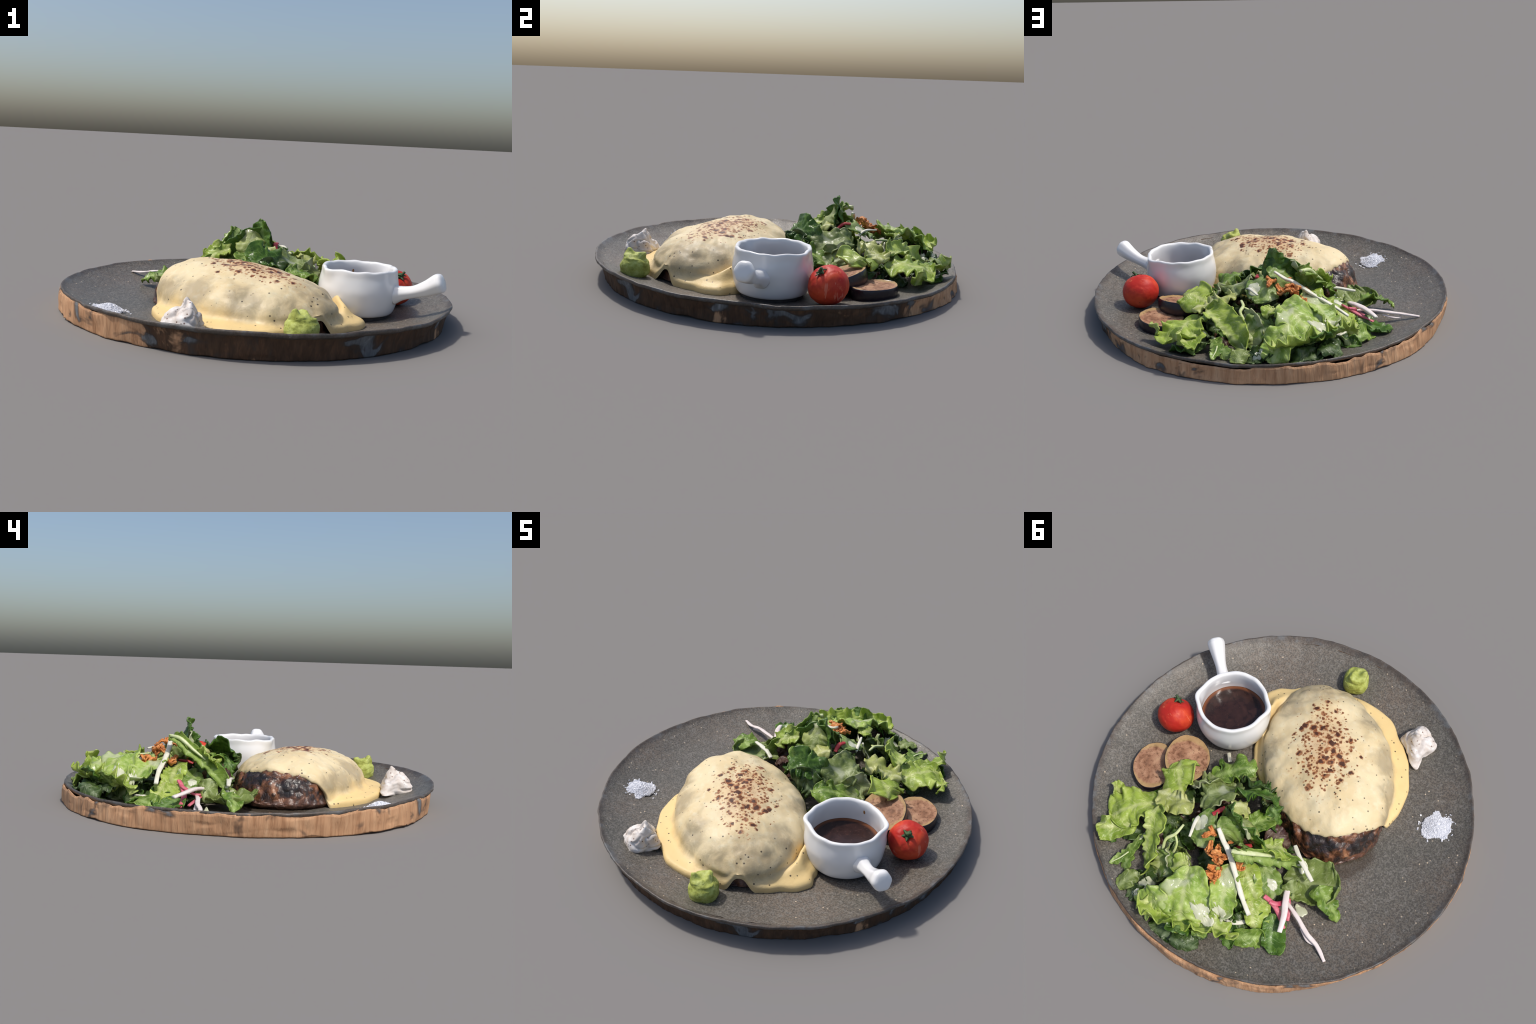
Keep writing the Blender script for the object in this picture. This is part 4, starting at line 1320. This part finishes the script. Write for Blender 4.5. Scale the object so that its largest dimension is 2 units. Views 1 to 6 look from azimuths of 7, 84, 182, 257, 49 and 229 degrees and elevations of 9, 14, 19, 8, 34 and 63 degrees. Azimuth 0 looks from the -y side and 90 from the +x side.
    strip(blush, [(-0.455, 0.352, 0.085), (-0.53, 0.356, 0.090), (-0.64, 0.372, 0.082), (-0.72, 0.371, 0.070), (-0.793, 0.390, 0.066)], 0.0105)
    strip(blush, [(-0.60, 0.375, 0.07), (-0.66, 0.385, 0.058), (-0.70, 0.372, 0.053)], 0.008)
    strip(pink, [(-0.418, 0.426, 0.130), (-0.445, 0.400, 0.115), (-0.455, 0.365, 0.095), (-0.452, 0.332, 0.09)], 0.012)
    strip(pink, [(-0.385, 0.43, 0.150), (-0.437, 0.413, 0.110), (-0.492, 0.419, 0.08), (-0.562, 0.445, 0.052)], 0.012)
    strip(pink, [(-0.455, 0.33, 0.08), (-0.50, 0.37, 0.065), (-0.53, 0.40, 0.052)], 0.010)
    strip(red, [(0.058, 0.40, 0.290), (0.050, 0.36, 0.288), (0.058, 0.325, 0.262)], 0.012)
    strip(red, [(-0.16, 0.33, 0.20), (-0.15, 0.36, 0.21), (-0.13, 0.40, 0.215)], 0.012)
    strip(stem, [(0.129, 0.528, 0.215), (0.115, 0.588, 0.212), (0.127, 0.636, 0.198), (0.102, 0.676, 0.170), (0.07, 0.70, 0.13)], 0.007, 'pale_stem', 0.8)
    strip(stem, [(0.119, 0.587, 0.208), (0.076, 0.610, 0.19), (0.057, 0.665, 0.15), (0.06, 0.71, 0.11)], 0.006, 'pale_stem', 0.8)
    strip(white, [(0.045, 0.55, 0.255), (0.09, 0.48, 0.262), (0.11, 0.44, 0.24)], 0.008)
    strip(stem, [(0.17, 0.66, 0.16), (0.14, 0.73, 0.13), (0.10, 0.79, 0.08)], 0.005, 'pale_stem', 0.8)

    # --- fried onion crumbs
    onion = NT('fried_onion', 0.55, 0.35)
    n1 = onion.noise(32, 4, 0.6)
    onion.color(onion.ramp(n1, [(0.3, (0.26, 0.075, 0.02)), (0.5, (0.60, 0.22, 0.06)), (0.72, (0.76, 0.38, 0.14))]))
    onion.bump(onion.noise(60, 4), 0.6, 0.006)
    spots = [(-0.10, 0.485, 0.262, 0.034), (-0.125, 0.515, 0.258, 0.036), (-0.14, 0.49, 0.255, 0.032), (-0.085, 0.52, 0.258, 0.034), (-0.065, 0.505, 0.27, 0.028),
             (-0.15, 0.545, 0.225, 0.034), (-0.165, 0.575, 0.212, 0.036), (-0.185, 0.56, 0.213, 0.030), (-0.16, 0.60, 0.200, 0.030), (-0.19, 0.59, 0.196, 0.030),
             (-0.207, 0.442, 0.225, 0.032), (-0.222, 0.452, 0.215, 0.026), (-0.020, 0.455, 0.300, 0.026), (-0.012, 0.485, 0.292, 0.024), (-0.115, 0.425, 0.29, 0.016),
             (-0.12, 0.50, 0.278, 0.032), (-0.145, 0.52, 0.272, 0.028), (-0.172, 0.58, 0.232, 0.030)]
    for k, (x, y, z, s) in enumerate(spots):
        a = rng.uniform(0, 6.28)
        b = rng.uniform(-0.5, 0.5)
        nu, nv = 16, 8
        V, F = [], []
        for i in range(nu):
            u = 2 * i / (nu - 1) - 1
            for j in range(nv):
                v = 2 * j / (nv - 1) - 1
                w = 0.45 * (1 - 0.6 * u * u) * (1 + 0.5 * nz(u * 3, k * 2.3, 0))
                p = Vector((u * s, v * s * w, s * (0.35 * sin(u * 2.2 + k) + 0.45 * nz(u * 2, v * 1.2, k * 1.7) + 0.3 * v * v)))
                p = Matrix.Rotation(a, 3, 'Z') @ (Matrix.Rotation(b, 3, 'X') @ p)
                V.append((x + p.x, y + p.y, z + p.z))
        for i in range(nu - 1):
            for j in range(nv - 1):
                q = i * nv + j
                F.append((q, q + 1, q + nv + 1, q + nv))
        me = mesh_data('fried_onion', V, F, onion.m)
        ob = add('fried_onion', me, SALAD)
        so = ob.modifiers.new('thickness', 'SOLIDIFY')
        so.thickness = 0.008
        so.offset = 0


def parent_fix():
    """children of the salad keep their world placement"""
    inv = Matrix.Translation(-SALAD.location)
    for ob in SALAD_PARTS:
        ob.parent = SALAD
    for ob in SALAD.children:
        ob.matrix_parent_inverse = inv


def build_dressing():
    """creamy dressing that drapes over the leaves and pools on the plate"""
    verts, faces = [], []
    for G, F in LEAVES:
        b = len(verts)
        verts += [tuple(q) for q in G]
        faces += [tuple(b + i for i in f) for f in F]
    tree = BVHTree.FromPolygons(verts, faces)
    m = NT('creamy_dressing', 0.2, 0.5)
    n = m.noise(14, 3)
    m.color(m.mix(m.step(n, 0.35, 0.7), (0.50, 0.52, 0.36), (0.64, 0.64, 0.50)))
    m.b.inputs['Subsurface Weight'].default_value = 0.1
    m.b.inputs['Subsurface Radius'].default_value = (0.02, 0.02, 0.015)
    blobs = [(0.039, 0.827, 0.050, 0.032), (0.029, 0.895, 0.024, 0.02), (-0.528, 0.311, 0.034, 0.028), (-0.01, 0.606, 0.075, 0.045), (-0.265, 0.715, 0.075, 0.04),
             (-0.315, 0.647, 0.05, 0.03), (0.071, 0.46, 0.04, 0.035), (-0.36, 0.36, 0.03, 0.025), (-0.37, 0.17, 0.04, 0.025)]
    for k, (cx, cy, rx, ry) in enumerate(blobs):
        nt, nr = 40, 12
        H = {}
        top = []
        for j in range(nr):
            rr = j / (nr - 1)
            for i in range(nt):
                t = 2 * pi * i / nt
                lob = 1 + 0.45 * nz(cos(t), sin(t), k * 3.1, 1.3) + 0.2 * nz(cos(t), sin(t), k, 3)
                x, y = cx + rx * rr * lob * cos(t + k), cy + ry * rr * lob * sin(t + k)
                hit = tree.ray_cast(Vector((x, y, 1.0)), Vector((0, 0, -1)))
                z = hit[0].z + 0.004 if hit[0] else plate_z(x, y)
                top.append([x, y, max(z, plate_z(x, y))])
        # relax heights so the film bridges small gaps
        for _ in range(6):
            zz = [p[2] for p in top]
            for j in range(nr):
                for i in range(nt):
                    a = zz[j * nt + (i + 1) % nt] + zz[j * nt + (i - 1) % nt] + zz[max(0, j - 1) * nt + i] + zz[min(nr - 1, j + 1) * nt + i]
                    top[j * nt + i][2] = max(zz[j * nt + i] * 0.4 + a / 4 * 0.6, zz[j * nt + i] - 0.012)
        for i in range(nt):
            for j in range(1, nr):
                p, q = top[(j - 1) * nt + i], top[j * nt + i]
                if abs(p[2] - q[2]) > 0.011:
                    for jj in range(j, nr):
                        k2 = 0.0004 * (jj - j)
                        top[jj * nt + i] = [p[0], p[1], p[2] - k2]
                    break
        V = []
        for j in range(nr):
            rr = j / (nr - 1)
            for i in range(nt):
                x, y, z = top[j * nt + i]
                V.append((x, y, z + 0.007 * sqrt(max(0, 1 - rr ** 3)) - 0.002))
        for i in range(nt):
            x, y, z = top[(nr - 1) * nt + i]
            V.append((cx + (x - cx) * 0.9, cy + (y - cy) * 0.9, z - 0.006))
        me = mesh_data('salad_dressing', V, revolve_faces(nt, nr + 1, True, False), m.m)
        fix_normals(me)
        add('salad_dressing', me, SALAD)


def main():
    build_wood()
    build_plate()
    steak = empty('hamburger_steak', (0, 0, 0))
    tag(steak, 'seared hamburger steak under toasted melted cheese', 'hamburger steak')
    build_patty(steak)
    build_cheese(steak)
    build_cup()
    build_tomato()
    flesh = mat_eggplant_flesh()
    skin = mat_plain('eggplant_skin', [(0.010, 0.007, 0.012), (0.028, 0.018, 0.024)], 16, 0.3, 0.5, 0.3)
    build_eggplant((0.560, 0.430, 0.084), 0.136, 0.112, 2.3, 0.060, (-0.05, -0.02, 1), (flesh, skin))
    build_eggplant((0.468, 0.272, 0.118), 0.152, 0.118, 2.3, 0.066, (-0.06, -0.24, 1), (flesh, skin))
    build_dollops()
    build_salt()
    build_salad()
    build_dressing()
    parent_fix()


main()
